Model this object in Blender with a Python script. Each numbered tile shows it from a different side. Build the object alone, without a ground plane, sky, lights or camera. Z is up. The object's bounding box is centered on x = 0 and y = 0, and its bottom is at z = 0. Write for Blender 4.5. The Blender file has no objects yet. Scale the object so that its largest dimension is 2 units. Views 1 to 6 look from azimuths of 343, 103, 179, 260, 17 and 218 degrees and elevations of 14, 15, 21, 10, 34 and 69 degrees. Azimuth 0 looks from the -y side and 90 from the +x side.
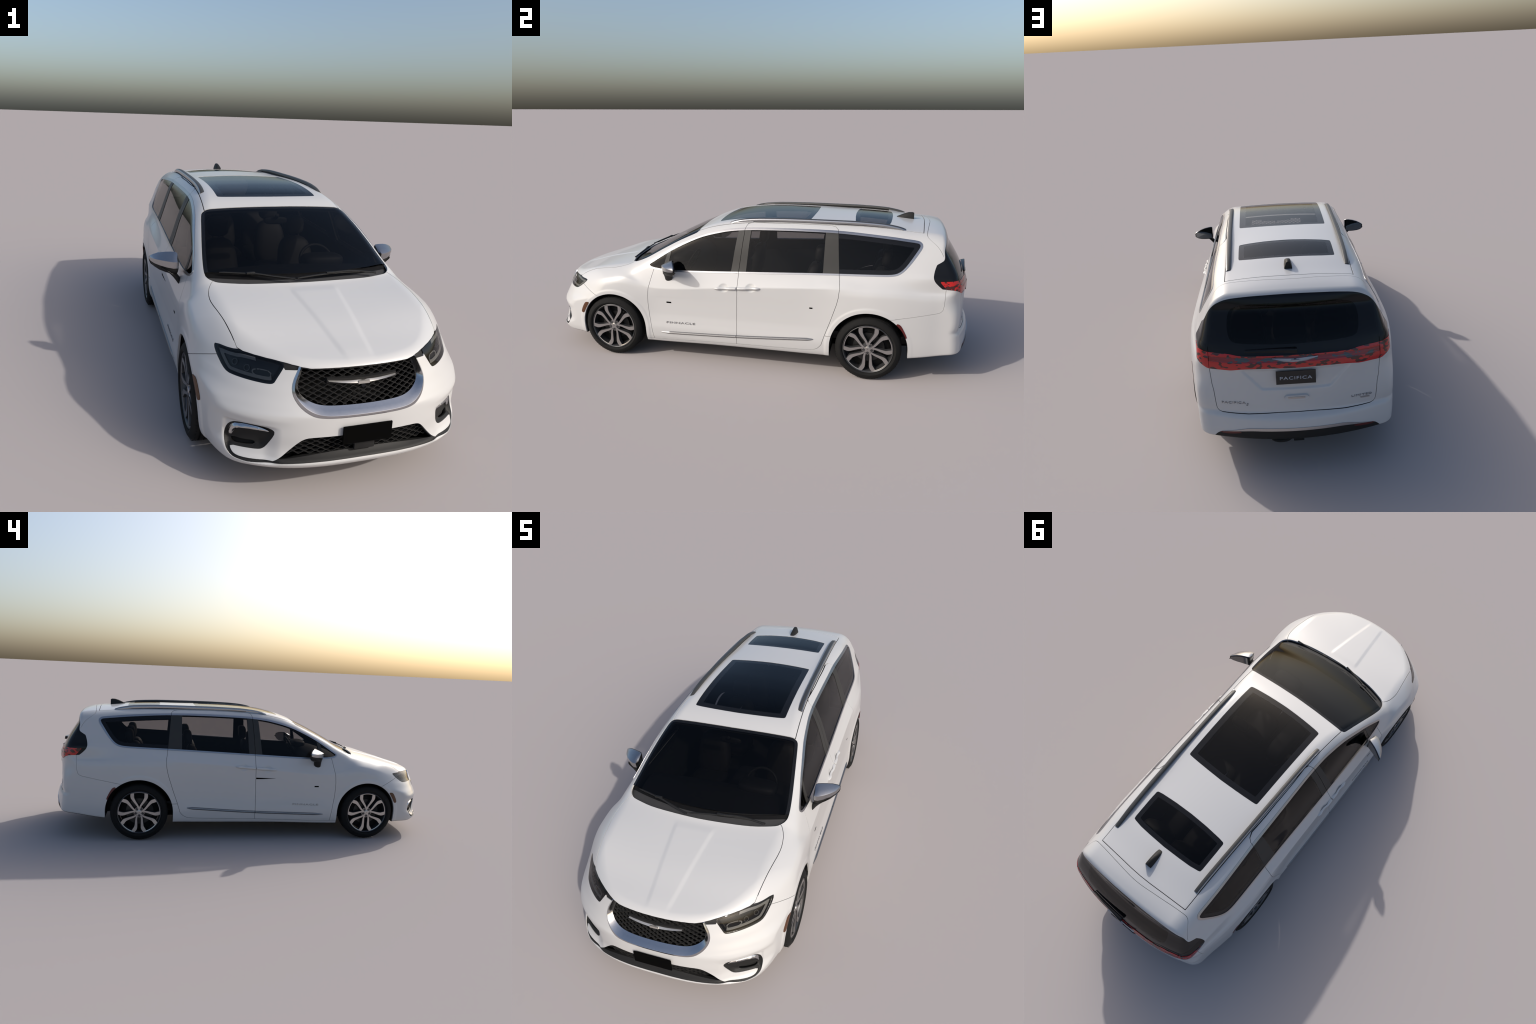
import bpy, bmesh, math, random
import numpy as np
from mathutils import Vector, Matrix, Euler

random.seed(7); np.random.seed(7)

# ---------------------------------------------------------------- splines
def pchip(xk, yk, x):
    xk = np.asarray(xk, float); yk = np.asarray(yk, float)
    h = np.diff(xk); d = np.diff(yk) / h
    m = np.zeros_like(yk)
    if len(xk) == 2:
        m[:] = d[0]
    else:
        w1 = 2 * h[1:] + h[:-1]; w2 = h[1:] + 2 * h[:-1]
        same = d[:-1] * d[1:] > 0
        with np.errstate(all='ignore'):
            hm = (w1 + w2) / (w1 / d[:-1] + w2 / d[1:])
        m[1:-1] = np.where(same, hm, 0.0)
        m[0] = d[0]; m[-1] = d[-1]
    x = np.asarray(x, float)
    i = np.clip(np.searchsorted(xk, x) - 1, 0, len(xk) - 2)
    t = (x - xk[i]) / h[i]
    lo = t < 0; hi = t > 1
    tc = np.clip(t, 0, 1)
    v = ((2*tc**3-3*tc**2+1)*yk[i] + (tc**3-2*tc**2+tc)*h[i]*m[i]
         + (-2*tc**3+3*tc**2)*yk[i+1] + (tc**3-tc**2)*h[i]*m[i+1])
    v = np.where(lo, yk[0] + (x-xk[0])*m[0], v)
    return np.where(hi, yk[-1] + (x-xk[-1])*m[-1], v)

class Line:
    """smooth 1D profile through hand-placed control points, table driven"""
    def __init__(self, pts, blur=0.012, lo=-1.3, hi=1.3):
        xs = np.linspace(lo, hi, 5201); self.lo = lo; self.step = xs[1]-xs[0]
        a = np.array(pts, float)
        v = pchip(a[:, 0], a[:, 1], xs)
        if blur > 0:
            n = int(3*blur/self.step); k = np.exp(-0.5*(np.arange(-n, n+1)*self.step/blur)**2); k /= k.sum()
            left = v[0]+(v[1]-v[0])*np.arange(-n, 0); right = v[-1]+(v[-1]-v[-2])*np.arange(1, n+1)
            v = np.convolve(np.concatenate([left, v, right]), k, 'valid')
        self.v = v
    def __call__(self, x):
        t = (np.asarray(x, float)-self.lo)/self.step
        i = np.clip(t.astype(int), 0, len(self.v)-2)
        return self.v[i] + (self.v[i+1]-self.v[i])*(t-i)

def smax(a, b, k):
    h = np.maximum(k-np.abs(a-b), 0)/k
    return np.maximum(a, b) + h*h*k*0.25
def sstep(a, b, x):
    t = np.clip((x-a)/(b-a), 0, 1); return t*t*(3-2*t)
def bump(x, c, w):
    return np.exp(-((x-c)/w)**2)

# ---------------------------------------------------------------- body profiles (metres, y forward is negative)
WHEEL_Y = (-0.618, 0.567); WHEEL_R = 0.141; WHEEL_Z = 0.141
ARCH = ((-0.612, 0.141, 0.160), (0.567, 0.141, 0.166))

width   = Line([(-1.0,.245),(-.905,.321),(-.87,.341),(-.84,.353),(-.80,.3635),(-.76,.374),(-.70,.3815),(-.62,.3825),(-.52,.380),(-.43,.3765),(0,.3765),(.36,.378),(.45,.3815),(.57,.385),(.65,.381),(.70,.376),(.75,.3685),(.80,.359),(.85,.3475),(.92,.336),(1.02,.313)], .012)
crease_z = Line([(-1,.30),(-.90,.315),(-.742,.345),(-.65,.372),(-.562,.388),(-.50,.372),(-.44,.345),(-.40,.341),(0,.372),(.43,.399),(.66,.404),(.80,.395),(1,.395)], .02)
crease_d = Line([(-1,.016),(-.80,.018),(-.62,.021),(-.52,.019),(-.45,.007),(-.40,.004),(0,.004),(.35,.004),(.45,.008),(.57,.015),(.75,.016),(.9,.008)], .02)
hollow  = Line([(-1,.0),(-.55,.0),(-.47,.0025),(-.38,.0065),(.28,.0065),(.40,.003),(.50,0),(1,0)], .02)
ledge   = Line([(-1,.0),(-.48,.0),(-.42,.003),(.30,.003),(.40,.001),(.45,0),(1,0)], .015)
belt_z  = Line([(-1,.405),(-.75,.405),(-.60,.425),(-.437,.432),(-.2,.4335),(0,.438),(.43,.4535),(.62,.463),(.82,.468),(1,.468)], .02)
belt_x  = Line([(-1,.27),(-.9,.283),(-.80,.308),(-.7,.322),(-.6,.330),(-.437,.334),(-.2,.3375),(0,.3385),(.43,.3345),(.62,.3335),(.76,.331),(.82,.326),(.88,.316),(1,.29)], .015)
up_x1   = Line([(-1,.24),(-.6,.290),(-.437,.297),(-.2,.302),(0,.3025),(.42,.304),(.62,.303),(.76,.298),(.85,.2925),(1,.262)], .015)   # at z=.54
up_x2   = Line([(-1,.19),(-.6,.245),(-.3,.257),(0,.2635),(.42,.2735),(.62,.270),(.76,.258),(.85,.250),(1,.215)], .015)  # at z=.62
Y0, Y1, Z0, Z1, ST = -1.1, 1.1, -0.04, 0.76, 0.002

def build_side():
    ys = np.arange(Y0, Y1+ST/2, ST); zs = np.arange(Z0, Z1+ST/2, ST)
    tab = np.zeros((len(ys), len(zs)))
    for i, y in enumerate(ys):
        W = float(width(y)); le = float(ledge(y)); cz = float(crease_z(y)); cd = float(crease_d(y)); ho = float(hollow(y))
        bz = float(belt_z(y)); bx = float(belt_x(y))
        bz = max(bz, cz+.03)
        s = (bx-float(up_x1(y)))/(.54-bz); edge = W-.0025-cd*.85
        low_z = [-.04, .05, .085, .115, .155, .188, .225, .295, cz-.032]
        low_x = [W-.06, W-.024, W-.014+le*.5, W-.005+le, W-.001+le, W-.30*ho, W-.9*ho, W-ho-cd*.05, W-.75*ho-cd*.3]
        up_z = [bz-.012, bz+.01, .54, .62, .74]
        up_x = [bx+.0065, bx-s*.01, float(up_x1(y)), float(up_x2(y)), float(up_x2(y))-.085]
        soft = pchip(low_z+[cz-.006, cz+.006]+up_z, low_x+[edge+cd*.25, edge-cd*.3]+up_x, zs)
        crisp = np.where(zs < cz, pchip(low_z+[cz], low_x+[edge], zs), pchip([cz]+up_z, [edge]+up_x, zs))
        w = max(min(1., ho/.0055), .7*float(sstep(.50, .57, -y)))
        tab[i] = soft*(1-w)+crisp*w
    k = np.exp(-0.5*(np.arange(-6, 7)*ST/.0016)**2); k /= k.sum()
    p = np.pad(tab, ((0, 0), (6, 6)), 'edge')
    tab = sum(k[j]*p[:, j:j+len(zs)] for j in range(13))
    k = np.exp(-0.5*(np.arange(-12, 13)*ST/.008)**2); k /= k.sum()
    p = np.pad(tab, ((12, 12), (0, 0)), 'edge')
    return sum(k[j]*p[j:j+len(ys)] for j in range(25))
SIDE = build_side()
def lookup(tab, y, z):
    a = np.clip((y-Y0)/ST, 0, tab.shape[0]-1.001); b = np.clip((z-Z0)/ST, 0, tab.shape[1]-1.001)
    i = a.astype(int); j = b.astype(int); u = a-i; v = b-j
    return (tab[i, j]*(1-u)+tab[i+1, j]*u)*(1-v) + (tab[i, j+1]*(1-u)+tab[i+1, j+1]*u)*v

def side_x(y, z):
    x = lookup(SIDE, y, z)
    # flat flare band round the wheel arches
    for cy, cz, r in ARCH:
        d = np.hypot(y-cy, np.maximum(z-cz, 0)) - r
        x = x + .0022*(1-sstep(.012, .024, d))*sstep(.03, .1, z)*(1-.7*sstep(.62, .72, y))
    # grip cups behind the door handles
    for cy, cz in ((-.074, .3665), (.050, .3745)):
        q = ((y-cy)/.0235)**2+((z-cz)/.0185)**2
        x = x - .0042*np.clip(1-q, 0, 1)**.9
    return x

top_c = Line([(-1.1,.235),(-1.0,.305),(-.95,.340),(-.915,.351),(-.86,.366),(-.775,.391),(-.69,.411),(-.617,.427),(-.588,.4345),(-.575,.4415),
              (-.495,.479),(-.437,.510),(-.376,.541),(-.30,.577),(-.228,.607),(-.173,.6255),(-.129,.6355),(-.094,.642),(-.035,.6495),(.055,.6565),(.15,.6595),(.28,.6605),
              (.487,.6605),(.628,.655),(.734,.646),(.78,.6425),(.83,.635),(.86,.6265),(.90,.612),(1.1,.53)], .008)
crown = Line([(-1.1,.1),(-.95,.03),(-.9,.07),(-.83,.02),(-.7,-.07),(-.58,-.03),(-.4,.05),(-.22,.12),(-.12,.08),(.1,.10),(.28,.17),(.45,.28),(.78,.32),(.85,.24),(1,.24)], .03)
sweep = Line([(-1.1,.5),(-.83,.30),(-.7,.45),(-.58,.60),(-.4,.42),(-.22,.16),(-.1,.05),(.1,0),(.7,0),(.86,.10),(1,.15)], .03)
def top_z(x, y):
    ax = np.abs(x)
    z = top_c(y - sweep(y)*ax**2) - crown(y)*ax**2
    # two raised creases on the bonnet
    xr = .0735 + (y+.617)*.112
    fade = sstep(-.95, -.90, y)*(1-sstep(-.64, -.60, y))
    z = z + fade*.0024*(1-sstep(-.013, .006, ax-xr))
    # bonnet shoulder falls to the wings
    return z

front_y = Line([(-.1,-.95),(.05,-.965),(.07,-.962),(.085,-.974),(.096,-.9865),(.103,-.9915),(.108,-.993),(.112,-.991),(.119,-.987),(.128,-.987),(.15,-.989),(.178,-.991),(.225,-.990),(.24,-.984),(.29,-.966),(.335,-.951),(.36,-.935),(.42,-.88),(.7,-.6)], .0025, -.1, .8)
front_a = Line([(-.1,.02),(.105,.02),(.15,.1),(.235,.15),(.265,.45),(.29,.70),(.34,.90),(.45,1.1)], .006, -.1, .8)
front_b = Line([(-.1,0.),(.235,0.),(.265,3.),(.29,6.2),(.34,6.4),(.45,6.4)], .006, -.1, .8)
front_c = Line([(-.1,2.5),(.105,2.5),(.117,2.6),(.15,3.1),(.235,2.9),(.265,1.4),(.29,0),(.45,0)], .006, -.1, .8)
def front(x, z):
    x2 = x*x
    y = front_y(z) + front_a(z)*x2 + front_b(z)*x2*x2 + front_c(z)*x2*np.abs(x)
    # brow over the lamp pocket
    ax = np.abs(x)
    y = y - .006*bump(z, .216, .012)*sstep(.14, .32, ax)
    # sunk pocket round the corner lamps
    y = y + .009*sstep(.205, .245, ax)*(1-sstep(.318, .331, ax))*sstep(.101, .109, z)*(1-sstep(.188, .199, z))
    return y
rear_y = Line([(-.1,.94),(.05,.97),(.075,.985),(.10,.998),(.132,1.0025),(.164,1.002),(.195,.998),(.212,.9935),(.222,.984),(.229,.9755),(.29,.9725),(.34,.972),(.375,.974),(.40,.9765),(.425,.972),(.443,.962),(.477,.946),(.518,.922),(.546,.904),(.572,.889),(.585,.886),(.60,.881),(.7,.84)], .004, -.1, .8)
rear_a = Line([(-.1,.5),(.1,.60),(.2,.60),(.25,.40),(.35,.30),(.40,.28),(.45,.26),(.56,.30),(.62,.22)], .01, -.1, .8)
rear_b = Line([(-.1,0),(.25,0),(.35,1.8),(.39,2.7),(.42,2.3),(.45,1.8),(.56,1.4),(.62,.5)], .01, -.1, .8)
def rear(x, z):
    x2 = x*x
    ax = np.abs(x)
    recess = .006*sstep(.312, .322, z)*(1-sstep(.385, .402, z))*(1-sstep(-.016, .0, ax-(.120+(z-.316)*.85)))
    return rear_y(z) - rear_a(z)*x2 - rear_b(z)*x2*x2 - recess
bottom = Line([(-1.1,.079),(-1.0,.079),(-.93,.081),(-.75,.086),(-.47,.079),(-.42,.0785),(-.1,.085),(.40,.0875),(.60,.105),(.72,.108),(.80,.115),(.90,.127),(1.0,.134),(1.1,.135)], .008)

def body(x, y, z):
    ax = np.abs(x)
    fs = (ax - side_x(y, z))
    ft = (z - top_z(x, y))*.94
    ff = front(ax, z) - y
    fr = y - rear(ax, z)
    kt = .045 + .012*(1-sstep(-.62, -.50, y)) - .010*(1-sstep(-.82, -.74, y))
    f = smax(fs, ft, kt)
    f = smax(f, ff, .014 + .031*sstep(.24, .28, z) - .03*sstep(.28, .33, z)*(1-sstep(.15, .30, ax)))
    f = smax(f, fr, .032 + .023*sstep(.3, .36, z) - .027*sstep(.36, .42, z) - .013*sstep(.5, .58, z))
    f = smax(f, bottom(y) - z, .012)
    return f

# ================================================================ mesher: iso surface of body() for x >= 0
CELL = 0.004
def gradient(P, e=.002):
    g = np.empty_like(P)
    for i in range(3):
        d = np.zeros(3); d[i] = e
        A = P+d; B = P-d
        g[:, i] = (body(A[:, 0], A[:, 1], A[:, 2])-body(B[:, 0], B[:, 1], B[:, 2]))/(2*e)
    return g

def half_shell():
    c = CELL; blk = 4
    nx, ny, nz = 104, 512, 172                         # cells, multiples of blk
    X = (np.arange(nx+1)-.5)*c; Y = -1.024+np.arange(ny+1)*c; Z = .03+np.arange(nz+1)*c
    cx = X[:-1:blk]+blk*c/2; cy = Y[:-1:blk]+blk*c/2; cz = Z[:-1:blk]+blk*c/2
    G = np.meshgrid(cx, cy, cz, indexing='ij')
    fc = body(*[g.ravel() for g in G]).reshape(G[0].shape)
    F = np.ones((nx+1, ny+1, nz+1))
    up = np.repeat(np.repeat(np.repeat(fc, blk, 0), blk, 1), blk, 2)
    F[:-1, :-1, :-1] = np.where(up > 0, 1., -1.)
    near = np.abs(fc) < blk*c*1.6
    mask = np.zeros(F.shape, bool)
    upn = np.repeat(np.repeat(np.repeat(near, blk, 0), blk, 1), blk, 2)
    for a in (0, 1):
        for b in (0, 1):
            for d in (0, 1):
                mask[a:a+nx, b:b+ny, d:d+nz] |= upn
    i, j, k = np.nonzero(mask)
    F[i, j, k] = body(X[i], Y[j], Z[k])
    S = F < 0
    s = S[:-1, :-1, :-1].astype(np.int8)*0
    for a in (0, 1):
        for b in (0, 1):
            for d in (0, 1):
                s = s + S[a:a+nx, b:b+ny, d:d+nz]
    act = (s > 0) & (s < 8)
    I, J, K = np.nonzero(act)
    vid = -np.ones(act.shape, np.int64); vid[I, J, K] = np.arange(len(I))
    V = np.stack([X[I]+c/2, Y[J]+c/2, Z[K]+c/2], 1)
    quads = []
    for ax in range(3):
        sl0 = [slice(None)]*3; sl1 = [slice(None)]*3
        sl0[ax] = slice(0, -1); sl1[ax] = slice(1, None)
        A = S[tuple(sl0)]; B = S[tuple(sl1)]
        e = np.nonzero(A != B)
        e = [q for q in e]
        o = [q for q in range(3) if q != ax]
        ok = (e[o[0]] >= 1) & (e[o[1]] >= 1) & (e[o[0]] < F.shape[o[0]]-1) & (e[o[1]] < F.shape[o[1]]-1)
        e = [q[ok] for q in e]
        inside = A[tuple(e)]
        def cell(du, dv):
            q = list(e); q[o[0]] = e[o[0]]-du; q[o[1]] = e[o[1]]-dv
            return vid[tuple(q)]
        qd = np.stack([cell(1, 1), cell(0, 1), cell(0, 0), cell(1, 0)], 1)
        flip = inside if ax != 1 else ~inside
        qd[~flip] = qd[~flip][:, ::-1]
        quads.append(qd)
    Q = np.concatenate(quads)
    Q = Q[(Q >= 0).all(1)]
    onaxis = I == 0
    def project(V, n):
        for _ in range(n):
            g = gradient(V); f = body(V[:, 0], V[:, 1], V[:, 2])
            st = f/np.maximum((g*g).sum(1), .05)
            st = np.clip(st, -.004, .004)
            V = V - g*st[:, None]
            V[onaxis, 0] = 0
        return V
    V = project(V, 3)
    E = np.concatenate([Q[:, [0, 1]], Q[:, [1, 2]], Q[:, [2, 3]], Q[:, [3, 0]]])
    for _ in range(3):
        acc = np.zeros_like(V); cnt = np.bincount(E.ravel(), minlength=len(V))
        for d in range(3):
            acc[:, d] = np.bincount(E[:, 0], V[E[:, 1], d], len(V))+np.bincount(E[:, 1], V[E[:, 0], d], len(V))
        M = acc/np.maximum(cnt, 1)[:, None]
        W = V*.4+M*.6; W[onaxis] = V[onaxis]
        V = project(W, 1)
    V = project(V, 1)
    N = gradient(V, .0025); N /= np.linalg.norm(N, axis=1)[:, None]
    N[onaxis, 0] = 0
    T = np.concatenate([Q[:, [0, 1, 2]], Q[:, [0, 2, 3]]])
    # orientation check
    a, b, d = V[T[:, 0]], V[T[:, 1]], V[T[:, 2]]
    nn = np.cross(b-a, d-a)
    bad = (nn*N[T[:, 0]]).sum(1) < 0
    T[bad] = T[bad][:, ::-1]
    return V, N, T

# ---------------------------------------------------------------- regions
def rounded(pts, n=2):
    p = np.array(pts, float)
    for _ in range(n):
        q = np.roll(p, -1, 0)
        p = np.stack([.75*p+.25*q, .25*p+.75*q], 1).reshape(-1, 2)
    return p

def poly_sd(P2, poly):
    """signed distance to a closed polygon, negative inside"""
    a = poly; b = np.roll(poly, -1, 0)
    out = np.empty(len(P2))
    for s in range(0, len(P2), 20000):
        p = P2[s:s+20000]
        d2 = np.full(len(p), 1e9); inside = np.zeros(len(p), bool)
        for u, v in zip(a, b):
            w = v-u; L = (w*w).sum()
            if L < 1e-14: continue
            t = np.clip(((p-u)@w)/L, 0, 1)
            r = p-u-t[:, None]*w
            d2 = np.minimum(d2, (r*r).sum(1))
            c = (u[1] > p[:, 1]) != (v[1] > p[:, 1])
            with np.errstate(all='ignore'):
                xi = u[0]+(p[:, 1]-u[1])/(v[1]-u[1])*w[0]
            inside ^= c & (p[:, 0] < xi)
        out[s:s+20000] = np.where(inside, -1, 1)*np.sqrt(d2)
    return out

def region(pts, axes, lim=None, smooth=2):
    poly = rounded(pts, smooth) if smooth else np.array(pts, float)
    lo = poly.min(0)-.03; hi = poly.max(0)+.03
    def g(P):
        out = np.full(len(P), .03)
        q = P[:, list(axes)]
        m = ((q > lo) & (q < hi)).all(1)
        if lim is not None: m &= lim(P)
        if m.any(): out[m] = poly_sd(q[m], poly)
        return out
    return g
def halfplane(p, q, axes):
    """negative on the left of the direction p -> q"""
    p = np.array(p, float); q = np.array(q, float); d = (q-p)/np.linalg.norm(q-p)
    def g(P):
        r = P[:, list(axes)]-p
        return -(d[0]*r[:, 1]-d[1]*r[:, 0])
    return g

class Shell:
    def __init__(s, V, N, T):
        s.V, s.N, s.T = V, N, T
        s.L = np.zeros(len(T), int); s.names = ['shell']
    def label(s, name):
        if name not in s.names: s.names.append(name)
        return s.names.index(name)
    def cut(s, g, source, name):
        """split triangles of the source regions along g = 0; the negative side becomes region `name`"""
        src = np.isin(s.L, [s.label(n) for n in source])
        fi = np.nonzero(src)[0]
        vi = np.unique(s.T[fi])
        val = np.full(len(s.V), 1.0)
        val[vi] = g(s.V[vi])
        val[np.abs(val) < 2e-6] = 2e-6
        neg = val < 0
        t = s.T[fi]; k = neg[t].sum(1)
        if name is not None: s.L[fi[k == 3]] = s.label(name)
        mix = fi[(k == 1) | (k == 2)]
        if len(mix) == 0: return
        t = s.T[mix]; k = neg[t].sum(1)
        lone = np.where((k == 1)[:, None], neg[t], ~neg[t])
        r = lone.argmax(1)
        ar = np.arange(len(t))
        A = t[ar, r]; B = t[ar, (r+1) % 3]; C = t[ar, (r+2) % 3]
        e = np.concatenate([np.stack([A, B], 1), np.stack([A, C], 1)])
        key = np.sort(e, 1)
        uq, inv = np.unique(key, axis=0, return_inverse=True); inv = inv.ravel()
        p, q = uq[:, 0], uq[:, 1]
        w = val[p]/(val[p]-val[q])
        P = s.V[p]+(s.V[q]-s.V[p])*w[:, None]
        gv = g(P)                                   # one secant refinement
        hi = np.sign(gv) == np.sign(val[p])
        den = np.where(hi, gv-val[q], val[p]-gv)
        w2 = np.where(hi, w+(1-w)*gv/np.where(np.abs(den) < 1e-9, 1, den), w*val[p]/np.where(np.abs(den) < 1e-9, 1, den))
        w = np.clip(np.where(np.isfinite(w2), w2, w), .001, .999)
        P = s.V[p]+(s.V[q]-s.V[p])*w[:, None]
        M = s.N[p]+(s.N[q]-s.N[p])*w[:, None]; M /= np.linalg.norm(M, axis=1)[:, None]
        base = len(s.V)
        s.V = np.concatenate([s.V, P]); s.N = np.concatenate([s.N, M])
        n = len(t); ab = base+inv[:n]; ac = base+inv[n:]
        old = s.L[mix]
        lab_neg = np.full(n, s.label(name)) if name is not None else old
        lone_neg = (k == 1)
        la = np.where(lone_neg, lab_neg, old); lb = np.where(lone_neg, old, lab_neg)
        keep = np.ones(len(s.T), bool); keep[mix] = False
        s.T = np.concatenate([s.T[keep], np.stack([A, ab, ac], 1), np.stack([ab, B, C], 1), np.stack([ab, C, ac], 1)])
        s.L = np.concatenate([s.L[keep], la, lb, lb])
    def gap(s, g, source, w=.0009, name='gap'):
        """open a panel gap of half width w along g = 0"""
        s.cut(g, source, None)
        s.cut(lambda P: np.abs(g(P))-w, source, name)
    def faces(s, *names):
        return s.T[np.isin(s.L, [s.label(n) for n in names])]

# ================================================================ materials
def material(name, color=(.8, .8, .8), rough=.5, metal=0., coat=0., coat_rough=.03, spec=.5, grain=None, bump=None):
    m = bpy.data.materials.new(name); m.use_nodes = True
    nt = m.node_tree; b = nt.nodes['Principled BSDF']
    b.inputs['Base Color'].default_value = (*color, 1)
    b.inputs['Roughness'].default_value = rough
    b.inputs['Metallic'].default_value = metal
    b.inputs['Coat Weight'].default_value = coat
    b.inputs['Coat Roughness'].default_value = coat_rough
    b.inputs['Specular IOR Level'].default_value = spec
    if grain:                       # (scale, amount): slight tonal grain so no surface is dead flat
        sc, am = grain
        tc = nt.nodes.new('ShaderNodeTexCoord'); no = nt.nodes.new('ShaderNodeTexNoise')
        no.inputs['Scale'].default_value = sc; no.inputs['Detail'].default_value = 3
        mx = nt.nodes.new('ShaderNodeMix'); mx.data_type = 'RGBA'
        mx.inputs[6].default_value = (*[c*(1-am) for c in color], 1); mx.inputs[7].default_value = (*[min(1, c*(1+am)) for c in color], 1)
        nt.links.new(tc.outputs['Object'], no.inputs['Vector']); nt.links.new(no.outputs['Fac'], mx.inputs[0]); nt.links.new(mx.outputs[2], b.inputs['Base Color'])
        if bump:
            bp = nt.nodes.new('ShaderNodeBump'); bp.inputs['Strength'].default_value = bump; bp.inputs['Distance'].default_value = .001
            nt.links.new(no.outputs['Fac'], bp.inputs['Height']); nt.links.new(bp.outputs['Normal'], b.inputs['Normal'])
    return m

PAINT = material('white_paint', (.47, .47, .47), .34, coat=.45, coat_rough=.06, grain=(3., .006))
STRUCT = material('dark_structure', (.022, .022, .023), .75, grain=(40, .2))
CHROME = material('bright_chrome', (.52, .52, .525), .17, metal=1., grain=(120, .05))
SATIN = material('satin_chrome', (.40, .40, .41), .30, metal=1., grain=(160, .08))
BRUSHED = material('brushed_strip', (.24, .24, .245), .48, metal=1., grain=(160, .08))  # chrome darkened and roughened to hold down the sun highlight on the strips
GLOSSBLK = material('gloss_black', (.007, .0075, .009), .14, spec=.22)
BLACK = material('black_plastic', (.014, .014, .014), .55, spec=.2, grain=(90, .15))
PILLAR = material('pillar_grey', (.026, .0255, .024), .5, spec=.35)
DEEP = material('grille_depth', (.002, .002, .002), .9)
RAILTOP = material('rail_black', (.035, .035, .034), .45)
TYRE = material('tyre_rubber', (.0065, .0065, .0065), .85, spec=.25, grain=(60, .2), bump=.15)
RIMDARK = material('wheel_grey', (.060, .061, .064), .38, metal=.6, grain=(80, .1))
RIMFACE = material('machined_alloy', (.45, .44, .43), .30, metal=1., grain=(200, .12))
DISC = material('brake_steel', (.05, .05, .05), .45, metal=.9, grain=(150, .2))
CLOTH = material('seat_leather', (.014, .0127, .0115), .65, grain=(60, .2), bump=.2)  # colour lowered so sunlit seats stay dim behind the side glass
DASH = material('dashboard_vinyl', (.018, .018, .019), .62, grain=(80, .2), bump=.2)
AMBER = material('amber_reflector', (.065, .022, .005), .35)
REDDIM = material('red_reflector', (.075, .005, .005), .35)
LETTER = material('badge_metal', (.30, .30, .31), .35, metal=.8)
LETTER_PLATE = material('plate_lettering', (.34, .36, .40), .4)
PLATE = material('plate_black', (.0008, .0008, .0008), .9, spec=.05)
EMBLEM = material('emblem_silver', (.50, .48, .45), .34, metal=.75, grain=(140, .1))
EMBLEM_R = material('emblem_pale', (.33, .33, .35), .4, metal=.2)
PLATE_R = material('plate_black_satin', (.006, .006, .0065), .4)
MIRRORGLASS = material('mirror_glass', (.16, .165, .175), .06, metal=1.)
COWL = material('cowl_black', (.005, .005, .0055), .6, spec=.12)
DRL = material('lamp_light_guide', (.12, .12, .118), .4, grain=(150, .2))

def glass(name, tint, ior=1.30):
    m = bpy.data.materials.new(name); m.use_nodes = True
    nt = m.node_tree; nt.nodes.clear()
    o = nt.nodes.new('ShaderNodeOutputMaterial'); mx = nt.nodes.new('ShaderNodeMixShader')
    fr = nt.nodes.new('ShaderNodeFresnel'); fr.inputs['IOR'].default_value = ior
    t = nt.nodes.new('ShaderNodeBsdfTransparent'); t.inputs['Color'].default_value = (*tint, 1)
    g = nt.nodes.new('ShaderNodeBsdfGlossy'); g.inputs['Roughness'].default_value = .03; g.inputs['Color'].default_value = (.9, .9, .9, 1)
    nt.links.new(fr.outputs[0], mx.inputs[0]); nt.links.new(t.outputs[0], mx.inputs[1]); nt.links.new(g.outputs[0], mx.inputs[2]); nt.links.new(mx.outputs[0], o.inputs[0])
    return m
GLASS = glass('tinted_glass', (.46, .45, .445))
GLASS_R = glass('rear_privacy_glass', (.09, .09, .095))
GLASS_F = glass('windscreen_glass', (.28, .276, .272))
LENS = glass('lamp_lens', (.86, .86, .85), 1.35)

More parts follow.
